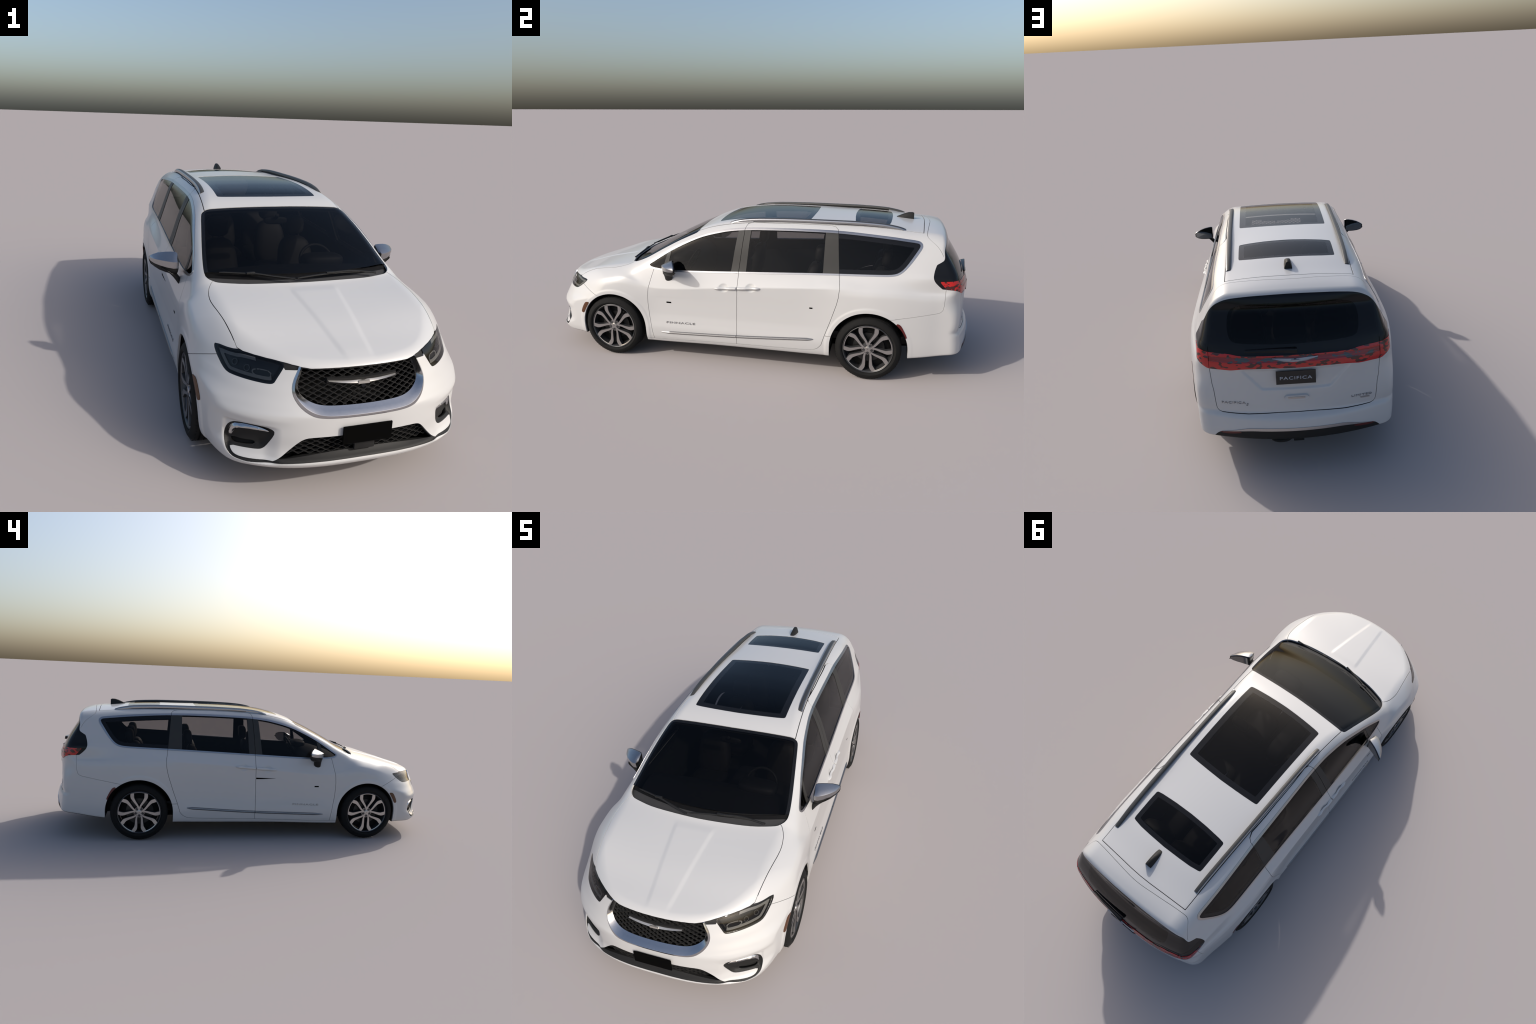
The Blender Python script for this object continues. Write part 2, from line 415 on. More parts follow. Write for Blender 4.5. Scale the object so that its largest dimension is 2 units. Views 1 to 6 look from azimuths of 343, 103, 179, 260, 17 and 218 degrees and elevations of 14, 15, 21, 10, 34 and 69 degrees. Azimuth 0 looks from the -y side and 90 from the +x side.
def lamp_red():
    """cracked-prism look of the tail lamps: bright and dark red flakes, a smoky band along the middle"""
    m = bpy.data.materials.new('tail_lamp_red'); m.use_nodes = True
    nt = m.node_tree; b = nt.nodes['Principled BSDF']; N = nt.nodes.new; K = nt.links.new
    tc = N('ShaderNodeTexCoord'); mp = N('ShaderNodeMapping'); mp.inputs['Scale'].default_value = (38, 42, 80)
    K(tc.outputs['Object'], mp.inputs['Vector'])
    n1 = N('ShaderNodeTexNoise'); n1.inputs['Scale'].default_value = 1.; n1.inputs['Detail'].default_value = 1.2
    K(mp.outputs[0], n1.inputs['Vector'])
    r = N('ShaderNodeValToRGB'); r.color_ramp.interpolation = 'CONSTANT'
    e = r.color_ramp.elements
    e[0].position = 0; e[0].color = (.050, .008, .008, 1)
    e[1].position = .46; e[1].color = (.40, .010, .010, 1)
    K(n1.outputs['Fac'], r.inputs[0])
    r2 = N('ShaderNodeValToRGB'); r2.color_ramp.interpolation = 'CONSTANT'
    e = r2.color_ramp.elements
    e[0].position = 0; e[0].color = (.045, .050, .058, 1)
    e[1].position = .43; e[1].color = (.20, .010, .012, 1)
    K(n1.outputs['Fac'], r2.inputs[0])
    sx = N('ShaderNodeSeparateXYZ'); K(tc.outputs['Object'], sx.inputs[0])
    ax = N('ShaderNodeMath'); ax.operation = 'ABSOLUTE'; K(sx.outputs['X'], ax.inputs[0])
    # smoky band: z between .411 and .427, fading out where the lamp turns the corner
    a1 = N('ShaderNodeMath'); a1.operation = 'SUBTRACT'; K(sx.outputs['Z'], a1.inputs[0]); a1.inputs[1].default_value = .4285
    a2 = N('ShaderNodeMath'); a2.operation = 'ABSOLUTE'; K(a1.outputs[0], a2.inputs[0])
    a3 = N('ShaderNodeMath'); a3.operation = 'LESS_THAN'; K(a2.outputs[0], a3.inputs[0]); a3.inputs[1].default_value = .0078
    a4 = N('ShaderNodeMath'); a4.operation = 'LESS_THAN'; K(ax.outputs[0], a4.inputs[0]); a4.inputs[1].default_value = .285
    a5 = N('ShaderNodeMath'); a5.operation = 'MULTIPLY'; K(a3.outputs[0], a5.inputs[0]); K(a4.outputs[0], a5.inputs[1])
    mx = N('ShaderNodeMix'); mx.data_type = 'RGBA'; K(a5.outputs[0], mx.inputs[0]); K(r.outputs[0], mx.inputs[6]); K(r2.outputs[0], mx.inputs[7])
    K(mx.outputs[2], b.inputs['Base Color'])
    b.inputs['Roughness'].default_value = .2; b.inputs['Coat Weight'].default_value = .2
    return m
TAILRED = lamp_red()

# ================================================================ object helpers
ROOT = bpy.data.objects.new('minivan', None); bpy.context.collection.objects.link(ROOT)
ROOT['label'] = 'white family minivan with dark glass and chrome trim'
ROOT['category'] = 'minivan'
ROOT.empty_display_size = .2

def raw_mesh(name, V, F, mat, normals=None, smooth=True):
    me = bpy.data.meshes.new(name)
    V = np.asarray(V, float)
    if isinstance(F, np.ndarray) and F.ndim == 2:
        n = F.shape[1]
        me.vertices.add(len(V)); me.vertices.foreach_set('co', V.ravel())
        me.loops.add(F.size); me.loops.foreach_set('vertex_index', F.astype(np.int32).ravel())
        me.polygons.add(len(F)); me.polygons.foreach_set('loop_start', np.arange(0, F.size, n, dtype=np.int32))
        me.update(calc_edges=True)
    else:
        me.from_pydata([tuple(v) for v in V], [], [tuple(int(i) for i in f) for f in F]); me.update()
    me.polygons.foreach_set('use_smooth', np.full(len(me.polygons), smooth))
    me.materials.append(mat)
    if normals is not None:
        me.validate()
        me.normals_split_custom_set_from_vertices([tuple(n) for n in normals])
    return me
def add(name, me, parent=None):
    o = bpy.data.objects.new(name, me); bpy.context.collection.objects.link(o)
    o.parent = parent or ROOT
    return o
def solid(name, V, F, mat, parent=None, smooth_angle=35, bevel=0, seg=2, both=False):
    """free-form mesh with angle smoothing (and an optional rounded edge), mirrored to the far side if both"""
    me = raw_mesh(name, V, F, mat)
    bm = bmesh.new(); bm.from_mesh(me)
    bmesh.ops.recalc_face_normals(bm, faces=bm.faces)
    if bevel > 0:
        es = [e for e in bm.edges if len(e.link_faces) == 2 and e.calc_face_angle(0) > math.radians(28)]
        bmesh.ops.bevel(bm, geom=es, offset=bevel, segments=seg, profile=.5, affect='EDGES', clamp_overlap=True)
    for e in bm.edges:
        e.smooth = len(e.link_faces) == 2 and e.calc_face_angle(0) < math.radians(smooth_angle)
    for f in bm.faces: f.smooth = True
    bm.to_mesh(me)
    out = [add(name, me, parent if not isinstance(parent, (list, tuple)) else parent[0])]
    if both:
        m2 = me.copy()
        bmesh.ops.scale(bm, vec=(-1, 1, 1), verts=bm.verts); bmesh.ops.reverse_faces(bm, faces=bm.faces)
        bm.to_mesh(m2)
        out.append(add(name, m2, parent if not isinstance(parent, (list, tuple)) else parent[1]))
    bm.free()
    return out
def loft(rings, cap=True, closed=True):
    n = len(rings[0]); V = [p for r in rings for p in r]; F = []
    for i in range(len(rings)-1):
        for j in range(n if closed else n-1):
            a = i*n+j; b = i*n+(j+1) % n
            F.append((a, b, b+n, a+n))
    if cap and closed:
        F.append(tuple(range(n))[::-1]); F.append(tuple(range((len(rings)-1)*n, len(rings)*n)))
    return V, F
def box(c, s):
    V = [(c[0]+sx*s[0]/2, c[1]+sy*s[1]/2, c[2]+sz*s[2]/2) for sx in (-1, 1) for sy in (-1, 1) for sz in (-1, 1)]
    F = [(0, 1, 3, 2), (4, 6, 7, 5), (0, 4, 5, 1), (2, 3, 7, 6), (0, 2, 6, 4), (1, 5, 7, 3)]
    return V, F
def tube(path, r, n=8, flat=1.0, up=(0, 0, 1)):
    """swept round or flattened bar along a path; r scalar or list"""
    P = [Vector(p) for p in path]; rings = []
    rr = r if isinstance(r, (list, tuple)) else [r]*len(P)
    for i, p in enumerate(P):
        t = (P[min(i+1, len(P)-1)]-P[max(i-1, 0)]).normalized()
        s = t.cross(Vector(up)).normalized(); u = s.cross(t)
        rings.append([tuple(p+s*(rr[i]*math.cos(a))+u*(rr[i]*flat*math.sin(a))) for a in [2*math.pi*k/n for k in range(n)]])
    return loft(rings)
def merge(parts):
    V = []; F = []
    for v, f in parts:
        o = len(V); V += list(v); F += [tuple(i+o for i in g) for g in f]
    return V, F

def revolve(profile, n, axis_x=True):
    """closed profile [(x, r)] turned about the x axis"""
    rings = []
    for k in range(n):
        a = 2*math.pi*k/n
        rings.append([(x, r*math.cos(a), r*math.sin(a)) for x, r in profile])
    m = len(profile); V = [p for r in rings for p in r]; F = []
    for k in range(n):
        for j in range(m):
            a = k*m+j; b = k*m+(j+1) % m; c = ((k+1) % n)*m+(j+1) % m; d = ((k+1) % n)*m+j
            F.append((a, b, c, d))
    return V, F

# ---------------------------------------------------------------- panels cut from the shell
def panel(S, name, regions, mat, split=False, thick=.006, offset=None, parent=None, shade='body'):
    T = S.faces(*regions)
    if len(T) == 0:
        print('EMPTY', name); return []
    u, inv = np.unique(T, return_inverse=True); T = inv.reshape(-1, 3)
    P = S.V[u].copy(); N = S.N[u].copy()
    if offset is not None:
        o = offset(P) if callable(offset) else offset
        P = P+N*(np.asarray(o).reshape(-1, 1) if np.ndim(o) else o)
        P[np.abs(S.V[u][:, 0]) < 1e-9, 0] = 0
    if shade != 'body':
        fn = np.cross(P[T[:, 1]]-P[T[:, 0]], P[T[:, 2]]-P[T[:, 0]])
        M = np.zeros_like(P)
        for k in range(3):
            for d in range(3): M[:, d] += np.bincount(T[:, k], fn[:, d], len(P))
        M /= np.maximum(np.linalg.norm(M, axis=1), 1e-15)[:, None]
        if not split: M[np.abs(P[:, 0]) < 1e-9, 0] = 0
        NS = M
    else:
        NS = N
    if thick > 0:
        E = np.concatenate([T[:, [0, 1]], T[:, [1, 2]], T[:, [2, 0]]])
        key = np.sort(E, 1); k64 = key[:, 0].astype(np.int64)*len(P)+key[:, 1]
        _, first, cnt = np.unique(k64, return_index=True, return_counts=True)
        B = E[first[cnt == 1]]
        mid = (np.abs(P[B[:, 0], 0]) < 1e-7) & (np.abs(P[B[:, 1], 0]) < 1e-7)
        if not split: B = B[~mid]
        bu, bi = np.unique(B, return_inverse=True); bi = bi.reshape(-1, 2)
        dirn = P[B[:, 1]]-P[B[:, 0]]
        en = np.cross(dirn, N[B[:, 0]])
        bn = np.zeros((len(bu), 3))
        for k in range(2):
            for d in range(3): bn[:, d] += np.bincount(bi[:, k], en[:, d], len(bu))
        bn /= np.maximum(np.linalg.norm(bn, axis=1), 1e-15)[:, None]
        top = P[bu]; low = top-N[bu]*thick
        o1 = len(P); o2 = o1+len(bu)
        P = np.concatenate([P, top, low]); NS = np.concatenate([NS, bn, bn])
        a, b = bi[:, 0], bi[:, 1]
        T = np.concatenate([T, np.stack([b+o1, a+o1, a+o2], 1), np.stack([b+o1, a+o2, b+o2], 1)])
    flipP = P*[-1, 1, 1]; flipN = NS*[-1, 1, 1]; TT = T[:, ::-1]
    if split:
        par = parent if isinstance(parent, (list, tuple)) else (parent, parent)
        return [add(name, raw_mesh(name, P, T, mat, NS), par[0]), add(name, raw_mesh(name, flipP, TT, mat, flipN), par[1])]
    ax = np.abs(P[:, 0]) < 1e-9
    idx = np.where(ax, np.arange(len(P)), 0); free = np.nonzero(~ax)[0]
    idx[free] = len(P)+np.arange(len(free))
    P2 = np.concatenate([P, flipP[free]]); N2 = np.concatenate([NS, flipN[free]])
    return [add(name, raw_mesh(name, P2, np.concatenate([T, idx[TT]]), mat, N2), parent)]

# ================================================================ cut the shell into panels
S = Shell(*half_shell())
YZ, XZ, XY = (1, 2), (0, 2), (0, 1)
FRONT = lambda P: P[:, 1] < -.55
REAR = lambda P: P[:, 1] > .6
OUTER = lambda P: P[:, 0] > .18

def arch_field(P):
    out = np.full(len(P), .05)
    for cy, cz, r in ARCH:
        d = np.hypot(P[:, 1]-cy, np.maximum(P[:, 2]-cz, 0))-r
        out = np.minimum(out, np.maximum(d, .225-P[:, 0]))
    return out
S.cut(arch_field, ['shell'], 'arch_hole')
S.cut(lambda P: np.maximum(P[:, 2]-(bottom(P[:, 1])+.004), -1), ['shell'], 'underbody')

# side glass band
DLO = [(-.441,.440),(-.425,.432),(-.378,.427),(-.312,.425),(-.191,.429),(-.012,.4375),(.2,.447),(.362,.454),(.431,.4565),(.552,.461),(.625,.464),(.655,.467),(.677,.474),(.697,.490),(.718,.517),(.742,.553),(.759,.579),(.757,.589),(.742,.593),(.70,.597),(.648,.603),(.515,.613),(.416,.618),(.3,.619),(.172,.6175),(.027,.613),(-.032,.608),(-.080,.602),(-.122,.593),(-.161,.584),(-.207,.570),(-.263,.546),(-.310,.523),(-.352,.500),(-.411,.461),(-.436,.445)]
dlo = region(DLO, YZ, OUTER, 1)
S.cut(dlo, ['shell'], 'glassband')
S.cut(lambda P: dlo(P)-(.0068+.0027*sstep(.47, .56, P[:, 2])), ['shell'], 'window_trim')

# door gaps run across band and trim
DOOR_F = [(-.4135,.428),(-.423,.391),(-.435,.338),(-.438,.302),(-.438,.271),(-.434,.219),(-.424,.158),(-.4155,.094),(-.21,.101),(-.015,.1075),(-.015,.2),(-.0135,.316),(-.012,.368),(-.0112,.432),(-.0005,.6115),(.001,.640),(-.06,.632),(-.2,.60),(-.4,.50),(-.46,.44)]
DOOR_S = [(-.015,.1075),(.15,.1095),(.301,.1125),(.332,.116),(.352,.126),(.366,.142),(.380,.188),(.401,.248),(.427,.330),(.434,.362),(.4375,.399),(.431,.450),(.4165,.618),(.413,.632),(.402,.640),(.378,.6445),(.223,.6455),(.03,.6415),(.010,.637),(.0025,.625),(-.0005,.6115),(-.0112,.432),(-.012,.368),(-.0135,.316),(-.015,.2)]
door_f = region(DOOR_F, YZ, OUTER, 0)
door_s = region(DOOR_S, YZ, OUTER, 0)
S.cut(door_s, ['shell'], 'sliding_door')
S.cut(lambda P: np.maximum(door_f(P), P[:, 2]-.45), ['shell'], 'front_door')
S.gap(door_s, ['shell', 'sliding_door', 'front_door', 'window_trim'])
A_GAP = [(-.4135,.430),(-.423,.391),(-.435,.338),(-.438,.302),(-.438,.271),(-.434,.219),(-.424,.158),(-.4155,.094),(-.21,.101),(-.01,.1075),(.3,.2),(.3,.43)]
a_gap = region(A_GAP, YZ, OUTER, 0)
low = lambda P: np.maximum(np.abs(a_gap(P)), np.maximum(P[:, 2]-.43, P[:, 1]+.016))
S.cut(a_gap, ['front_door', 'shell'], None)
S.cut(lambda P: low(P)-.0009, ['front_door', 'shell'], 'gap')
# sill seam ahead of and behind the doors
S.gap(lambda P: np.where((P[:, 0] > .3) & (((P[:, 1] > -.47) & (P[:, 1] < -.416)) ), P[:, 2]-.095, .02), ['shell'])
S.gap(lambda P: np.where((P[:, 0] > .3) & (((P[:, 1] > .381) & (P[:, 1] < .42)) ), P[:, 2]-.186, .02), ['shell'])

# glass band: panes and pillar plates
def between(p0, p1, q0, q1):
    a = halfplane(p0, p1, YZ); b = halfplane(q0, q1, YZ)
    return lambda P: np.maximum(a(P), -b(P))
S.cut(between((-.345,.461),(-.337,.509),(-.364,.463),(-.355,.499)), ['glassband'], 'division_bar')
S.cut(between((.021,.440),(.029,.612),(-.047,.437),(-.029,.609)), ['glassband'], 'pillar_b')
S.cut(between((.430,.455),(.416,.619),(.361,.454),(.362,.617)), ['glassband'], 'pillar_c')
gapB = halfplane((-.012,.436), (0,.611), YZ); S.gap(gapB, ['pillar_b'], .0010)
S.cut(halfplane((-.36,.45), (-.35,.50), YZ), ['glassband'], 'vent_window')
S.cut(halfplane((-.012,.436), (0,.611), YZ), ['glassband'], 'front_door_window')
S.cut(halfplane((.40,.45), (.40,.62), YZ), ['glassband'], 'sliding_door_window')
S.cut(lambda P: dlo(P)+np.where(P[:, 2] < .50, .006, .004), ['front_door_window', 'sliding_door_window', 'vent_window', 'glassband'], None)
QUARTER = [(.455,.604),(.515,.602),(.62,.594),(.695,.585),(.707,.577),(.700,.561),(.688,.543),(.670,.522),(.654,.507),(.635,.499),(.6,.496),(.47,.488),(.455,.488),(.447,.495),(.444,.55),(.445,.595)]
quarter = region(QUARTER, YZ, OUTER, 1)
S.cut(lambda P: dlo(P)+.018, ['glassband'], 'rear_side_window')

# roof, windscreen, bonnet
WSH = [(-.03,-.584),(0,-.584),(.05,-.5825),(.10,-.579),(.15,-.574),(.20,-.566),(.25,-.551),(.275,-.5415),(.292,-.5285),(.301,-.512),(.3035,-.495),(.3015,-.465),(.296,-.42),(.288,-.37),(.277,-.305),(.2665,-.245),(.262,-.229),(.254,-.2225),(.24,-.221),(.2,-.2225),(.1,-.2265),(0,-.2285),(-.03,-.2285)]
wsh = region(WSH, XY, lambda P: P[:, 2] > .38, 1)
S.cut(wsh, ['shell', 'window_trim'], 'windscreen_frame')
S.cut(lambda P: np.maximum(wsh(P)+.012, -.02), ['windscreen_frame'], 'windscreen')
S.cut(lambda P: (P[:, 1]-.62*P[:, 0]**2+.548), ['windscreen', 'windscreen_frame'], 'cowl')
HOOD = [(-.03,-.9505),(0,-.9505),(.05,-.949),(.10,-.943),(.14,-.934),(.183,-.911),(.24,-.868),(.284,-.824),(.287,-.80),(.293,-.762),(.302,-.70),(.311,-.64),(.3115,-.605),(.305,-.565),(.2865,-.531),(.2755,-.5420),(.25,-.5515),(.20,-.5665),(.15,-.5745),(.10,-.5795),(.05,-.583),(0,-.5845),(-.03,-.5845)]
hood_g = region(HOOD, XY, lambda P: (P[:, 2] > .3), 1)
hood = lambda P: np.maximum(hood_g(P), .3275-P[:, 2]-.0*P[:, 0])
S.cut(hood, ['shell'], 'hood')
ROOF = [(-.03,-.2285),(0,-.2285),(.1,-.2265),(.2,-.2225),(.2505,-.2205),(.2455,-.14),(.2405,-.06),(.2345,.1),(.2315,.25),(.2275,.45),(.2235,.65),(.2215,.771),(.17,.7735),(.11,.7765),(.05,.780),(0,.7812),(-.03,.7812)]
roof = region(ROOF, XY, lambda P: P[:, 2] > .55, 0)
S.cut(roof, ['shell'], 'roof_panel')
SUN = [(-.03,-.1525),(0,-.1525),(.08,-.150),(.15,-.1445),(.180,-.1405),(.1865,-.1365),(.1875,-.125),(.186,.0),(.1835,.15),(.1815,.270),(.1800,.2795),(.172,.2825),(.1,.287),(0,.290),(-.03,.290)]
sun = region(SUN, XY, lambda P: P[:, 2] > .55, 1)
S.cut(sun, ['roof_panel'], 'sunroof_frame')
S.cut(lambda P: sun(P)+.026, ['sunroof_frame'], 'sunroof_glass')
RGL = [(-.03,.472),(0,.472),(.08,.474),(.15,.479),(.172,.4825),(.1775,.487),(.178,.53),(.177,.614),(.1750,.6255),(.167,.6285),(.13,.6345),(.08,.6375),(0,.640),(-.03,.640)]
rgl = region(RGL, XY, lambda P: P[:, 2] > .55, 0)
S.cut(rgl, ['roof_panel'], 'roof_glass_frame')
S.cut(lambda P: rgl(P)+.020, ['roof_glass_frame'], 'rear_roof_glass')

# tail: spoiler, rear glass, lamps, tailgate
zlow = Line([(-.1,.400),(0,.400),(.07,.401),(.15,.400),(.19,.3965),(.214,.3935),(.245,.394),(.284,.393),(.303,.4015),(.32,.412),(.4,.45)], .003, -.1, .5)
ztop = Line([(-.1,.6165),(0,.6165),(.11,.614),(.19,.6085),(.217,.604),(.25,.590),(.274,.568),(.296,.530),(.4,.35)], .004, -.1, .5)
yfr = Line([(.30,.99),(.380,.95),(.389,.920),(.399,.891),(.412,.864),(.433,.837),(.452,.821),(.466,.817),(.483,.819),(.520,.830),(.561,.843),(.60,.856),(.7,.89)], .003, .2, .8)
glow = Line([(-.1,.441),(0,.441),(.09,.4425),(.155,.4415),(.167,.443),(.182,.452),(.203,.4585),(.24,.462),(.281,.4635),(.298,.4725),(.312,.480),(.34,.482),(.4,.482)], .002, -.1, .5)
rtop = Line([(-.1,.440),(0,.440),(.165,.4405),(.185,.4415),(.21,.4455),(.246,.448),(.285,.4485),(.31,.4515),(.326,.4495),(.34,.447),(.4,.44)], .003, -.1, .5)
yred = Line([(.35,.93),(.40,.902),(.413,.877),(.432,.858),(.446,.846),(.5,.82)], .003, .2, .8)
def tailblack(P):
    x, y, z = P.T
    f = np.maximum(np.maximum(zlow(x)-z, (yfr(z)-y)*.9), (z-ztop(x))*.85)
    return np.where(y > .72, f, .03)
S.cut(tailblack, ['shell'], 'lamp_housing')
S.cut(lambda P: glow(P[:, 0])-P[:, 2], ['lamp_housing'], 'rear_side_pane')
S.cut(lambda P: P[:, 0]-.281, ['rear_side_pane'], 'rear_window_frame')
BACK = [(-.03,.590),(.0,.590),(.12,.590),(.185,.583),(.207,.570),(.215,.55),(.217,.52),(.214,.497),(.205,.483),(.185,.477),(.1,.474),(0,.472),(-.03,.472)]
back = region(BACK, XZ, REAR, 1)
S.cut(back, ['rear_window_frame'], 'rear_window')
S.cut(lambda P: np.maximum(P[:, 2]-rtop(P[:, 0]), (yred(P[:, 2])-P[:, 1])), ['lamp_housing'], 'tail_lamp')
S.gap(lambda P: P[:, 0]-.2825, ['tail_lamp', 'lamp_housing'], .0008)
yspo = Line([(-.1,.806),(0,.806),(.11,.797),(.2,.788),(.236,.786),(.2475,.790),(.258,.802),(.268,.820),(.283,.845),(.4,.95)], .003, -.1, .5)
def spoil(P): return np.where((P[:, 2] > .545) & (P[:, 1] > .7), yspo(P[:, 0])-P[:, 1], .03)
S.cut(spoil, ['shell'], 'tailgate_spoiler')
S.gap(spoil, ['shell', 'tailgate_spoiler'], .0008)
GATE = [(-.03,.229),(0,.229),(.055,.229),(.164,.2245),(.22,.225),(.252,.2262),(.263,.230),(.2685,.240),(.2705,.255),(.2745,.31),(.279,.335),(.2825,.388),(.2825,.41),(0,.42),(-.03,.42)]
gate = region(GATE, XZ, REAR, 0)
S.cut(gate, ['shell'], 'tailgate')
S.gap(gate, ['shell', 'tailgate'], .0011)
BUMP_R = [(.60,.274),(.675,.287),(.744,.299),(.842,.3165),(.856,.322),(.863,.332),(.867,.35),(.8705,.43),(1.1,.43),(1.1,-.1),(.60,-.1)]
bump_r = region(BUMP_R, YZ, None, 0)
S.cut(bump_r, ['shell'], 'rear_bumper')
S.gap(bump_r, ['shell', 'rear_bumper'], .0006)
zval = Line([(-.1,.1715),(0,.1715),(.14,.1705),(.21,.1645),(.255,.159),(.270,.152),(.285,.136),(.30,.115),(.4,0)], .003, -.1, .5)
S.cut(lambda P: np.where(P[:, 1] > .85, P[:, 2]-zval(P[:, 0]), .03), ['rear_bumper'], 'rear_valance')
S.cut(lambda P: np.where((P[:, 1] > .85) & (P[:, 0] < .256), P[:, 2]-zval(P[:, 0])-.0095*(1-sstep(.15, .256, P[:, 0])), .03), ['rear_bumper'], 'bumper_trim')
REFL = [(.268,.1565),(.262,.159),(.21,.1635),(.186,.1625),(.20,.1565),(.25,.151)]
S.cut(region(REFL, XZ, REAR, 1), ['rear_valance'], 'reflector')

# nose
HEAD = [(.327,.3475),(.3315,.340),(.329,.325),(.320,.304),(.312,.2955),(.297,.2935),(.265,.292),(.228,.291),(.217,.2935),(.210,.303),(.184,.341),(.207,.346),(.250,.350),(.278,.350),(.296,.3465)]
head = region(HEAD, XZ, FRONT, 1)
S.cut(head, ['shell'], 'headlight')
GR_O = [(-.03,.2215),(0,.2215),(.07,.222),(.107,.2235),(.131,.2275),(.15,.2365),(.166,.250),(.1765,.267),(.1795,.284),(.175,.302),(.166,.320),(.158,.334),(.154,.346),(.15,.40),(-.03,.40)]
GR_I = [(-.03,.243),(0,.243),(.07,.244),(.11,.2465),(.135,.254),(.153,.266),(.1635,.281),(.164,.297),(.156,.316),(.149,.334),(.146,.346),(.14,.40),(-.03,.40)]
gr_o = region(GR_O, XZ, lambda P: P[:, 1] < -.85, 1); gr_i = region(GR_I, XZ, lambda P: P[:, 1] < -.85, 1)
S.cut(gr_o, ['shell'], 'grille_surround')
S.cut(gr_i, ['grille_surround'], 'grille_hole')
# dark strip from lamp to grille below the bonnet edge
STRIP = [(.145,.329),(.165,.327),(.19,.3255),(.195,.340),(.15,.35),(.14,.345)]
S.cut(region(STRIP, XZ, FRONT, 0), ['shell'], 'lamp_bridge')
LOWG = [(-.03,.177),(0,.177),(.075,.1768),(.128,.1758),(.15,.1735),(.165,.165),(.19,.138),(.207,.1215),(.221,.1125),(.235,.1075),(.225,.1065),(.2,.108),(.15,.110),(.1,.111),(0,.1115),(-.03,.1115)]
lowg = region(LOWG, XZ, FRONT, 1)
S.cut(lowg, ['shell'], 'lower_intake')
S.cut(lambda P: (.1275-.03*P[:, 0]**2*8)-P[:, 2], ['lower_intake'], 'lower_grille_hole')
FOG = [(.219,.183),(.227,.1895),(.25,.1935),(.27,.1945),(.302,.1895),(.315,.180),(.3225,.163),(.3255,.148),(.326,.132),(.324,.117),(.316,.1045),(.300,.1020),(.27,.1035),(.23,.1065),(.205,.109),(.205,.1115),(.24,.1105),(.27,.109),(.295,.109),(.308,.1115),(.3135,.118),(.3145,.127),(.285,.128),(.257,.1295),(.246,.132),(.237,.140),(.227,.160)]
fog = region(FOG, XZ, FRONT, 1)
S.cut(fog, ['shell', 'lower_intake'], 'lamp_bezel')
ACC = [(.227,.1785),(.25,.1855),(.275,.1872),(.301,.1835),(.311,.1765),(.3165,.162),(.318,.146),(.3105,.147),(.3045,.162),(.296,.1695),(.27,.1750),(.25,.1765)]
acc = region(ACC, XZ, FRONT, 1)
S.cut(acc, ['lamp_bezel'], 'fog_accent')
SLOT = [(.262,.146),(.285,.1435),(.313,.144),(.3135,.1335),(.285,.1345),(.262,.138)]
S.cut(region(SLOT, XZ, FRONT, 1), ['lamp_bezel'], 'fog_slot')
BUMP_F = [(-.66,.275),(-.697,.290),(-.741,.307),(-.790,.325),(-.80,.345),(-.80,.42),(-1.2,.42),(-1.2,-.1),(-.66,-.1)]
bump_f = region(BUMP_F, YZ, None, 0)
S.cut(bump_f, ['shell'], 'front_bumper')
S.gap(lambda P: np.where((P[:, 0] > .29) & (P[:, 2] < .328), bump_f(P), .02), ['shell', 'front_bumper'], .0007)
S.gap(hood_g, ['shell', 'hood'], .0010)
S.gap(roof, ['shell', 'roof_panel'], .0014)
# amber and red side markers on the arch edges
MARK_F = [(-.757,.250),(-.741,.2515),(-.735,.249),(-.752,.225),(-.768,.196),(-.776,.194),(-.785,.1995),(-.772,.228)]
S.cut(region(MARK_F, YZ, OUTER, 1), ['front_bumper'], 'side_marker')
MARK_R = [(.676,.268),(.690,.268),(.701,.258),(.719,.224),(.7255,.207),(.722,.2045),(.700,.205),(.690,.24)]
S.cut(region(MARK_R, YZ, OUTER, 1), ['rear_bumper'], 'rear_marker')
# what is left of the shell: front wing, and the body side behind it
S.cut(lambda P: np.maximum(np.maximum(P[:, 1]+.412, P[:, 2]-.452), np.where(P[:, 1] > -.445, .0955-P[:, 2], -1)), ['shell'], 'fender')
S.cut(lambda P: np.maximum(P[:, 0]-.2215, .70-P[:, 1]), ['shell'], 'roof_header')
S.cut(lambda P: np.maximum(P[:, 2]-.20, P[:, 1]-.5), ['shell'], 'sill')
S.cut(lambda P: .30-P[:, 1], ['shell'], 'quarter_panel')
S.cut(lambda P: P[:, 0]-.2825, ['tail_lamp'], 'tailgate_lamp')
print('shell', len(S.V), len(S.T), {n: int((S.L == i).sum()) for i, n in enumerate(S.names)})

# ================================================================ panels
hood_o = panel(S, 'hood', ['hood'], PAINT)[0]
roof_o = panel(S, 'roof_panel', ['roof_panel'], PAINT)[0]
fd = panel(S, 'front_door', ['front_door'], PAINT, True)
sd = panel(S, 'sliding_door', ['sliding_door'], PAINT, True)
panel(S, 'roof_pillar', ['shell'], PAINT, True)
panel(S, 'sill', ['sill'], PAINT, True)
panel(S, 'quarter_panel', ['quarter_panel'], PAINT, True)
panel(S, 'roof_header', ['roof_header'], PAINT)
fender_o = panel(S, 'fender', ['fender'], PAINT, True)
gate_o = panel(S, 'tailgate', ['tailgate'], PAINT)[0]
spo_o = panel(S, 'spoiler', ['tailgate_spoiler'], PAINT, parent=gate_o)[0]
bumf = panel(S, 'front_bumper', ['front_bumper'], PAINT)[0]
bumr = panel(S, 'rear_bumper', ['rear_bumper'], PAINT)[0]
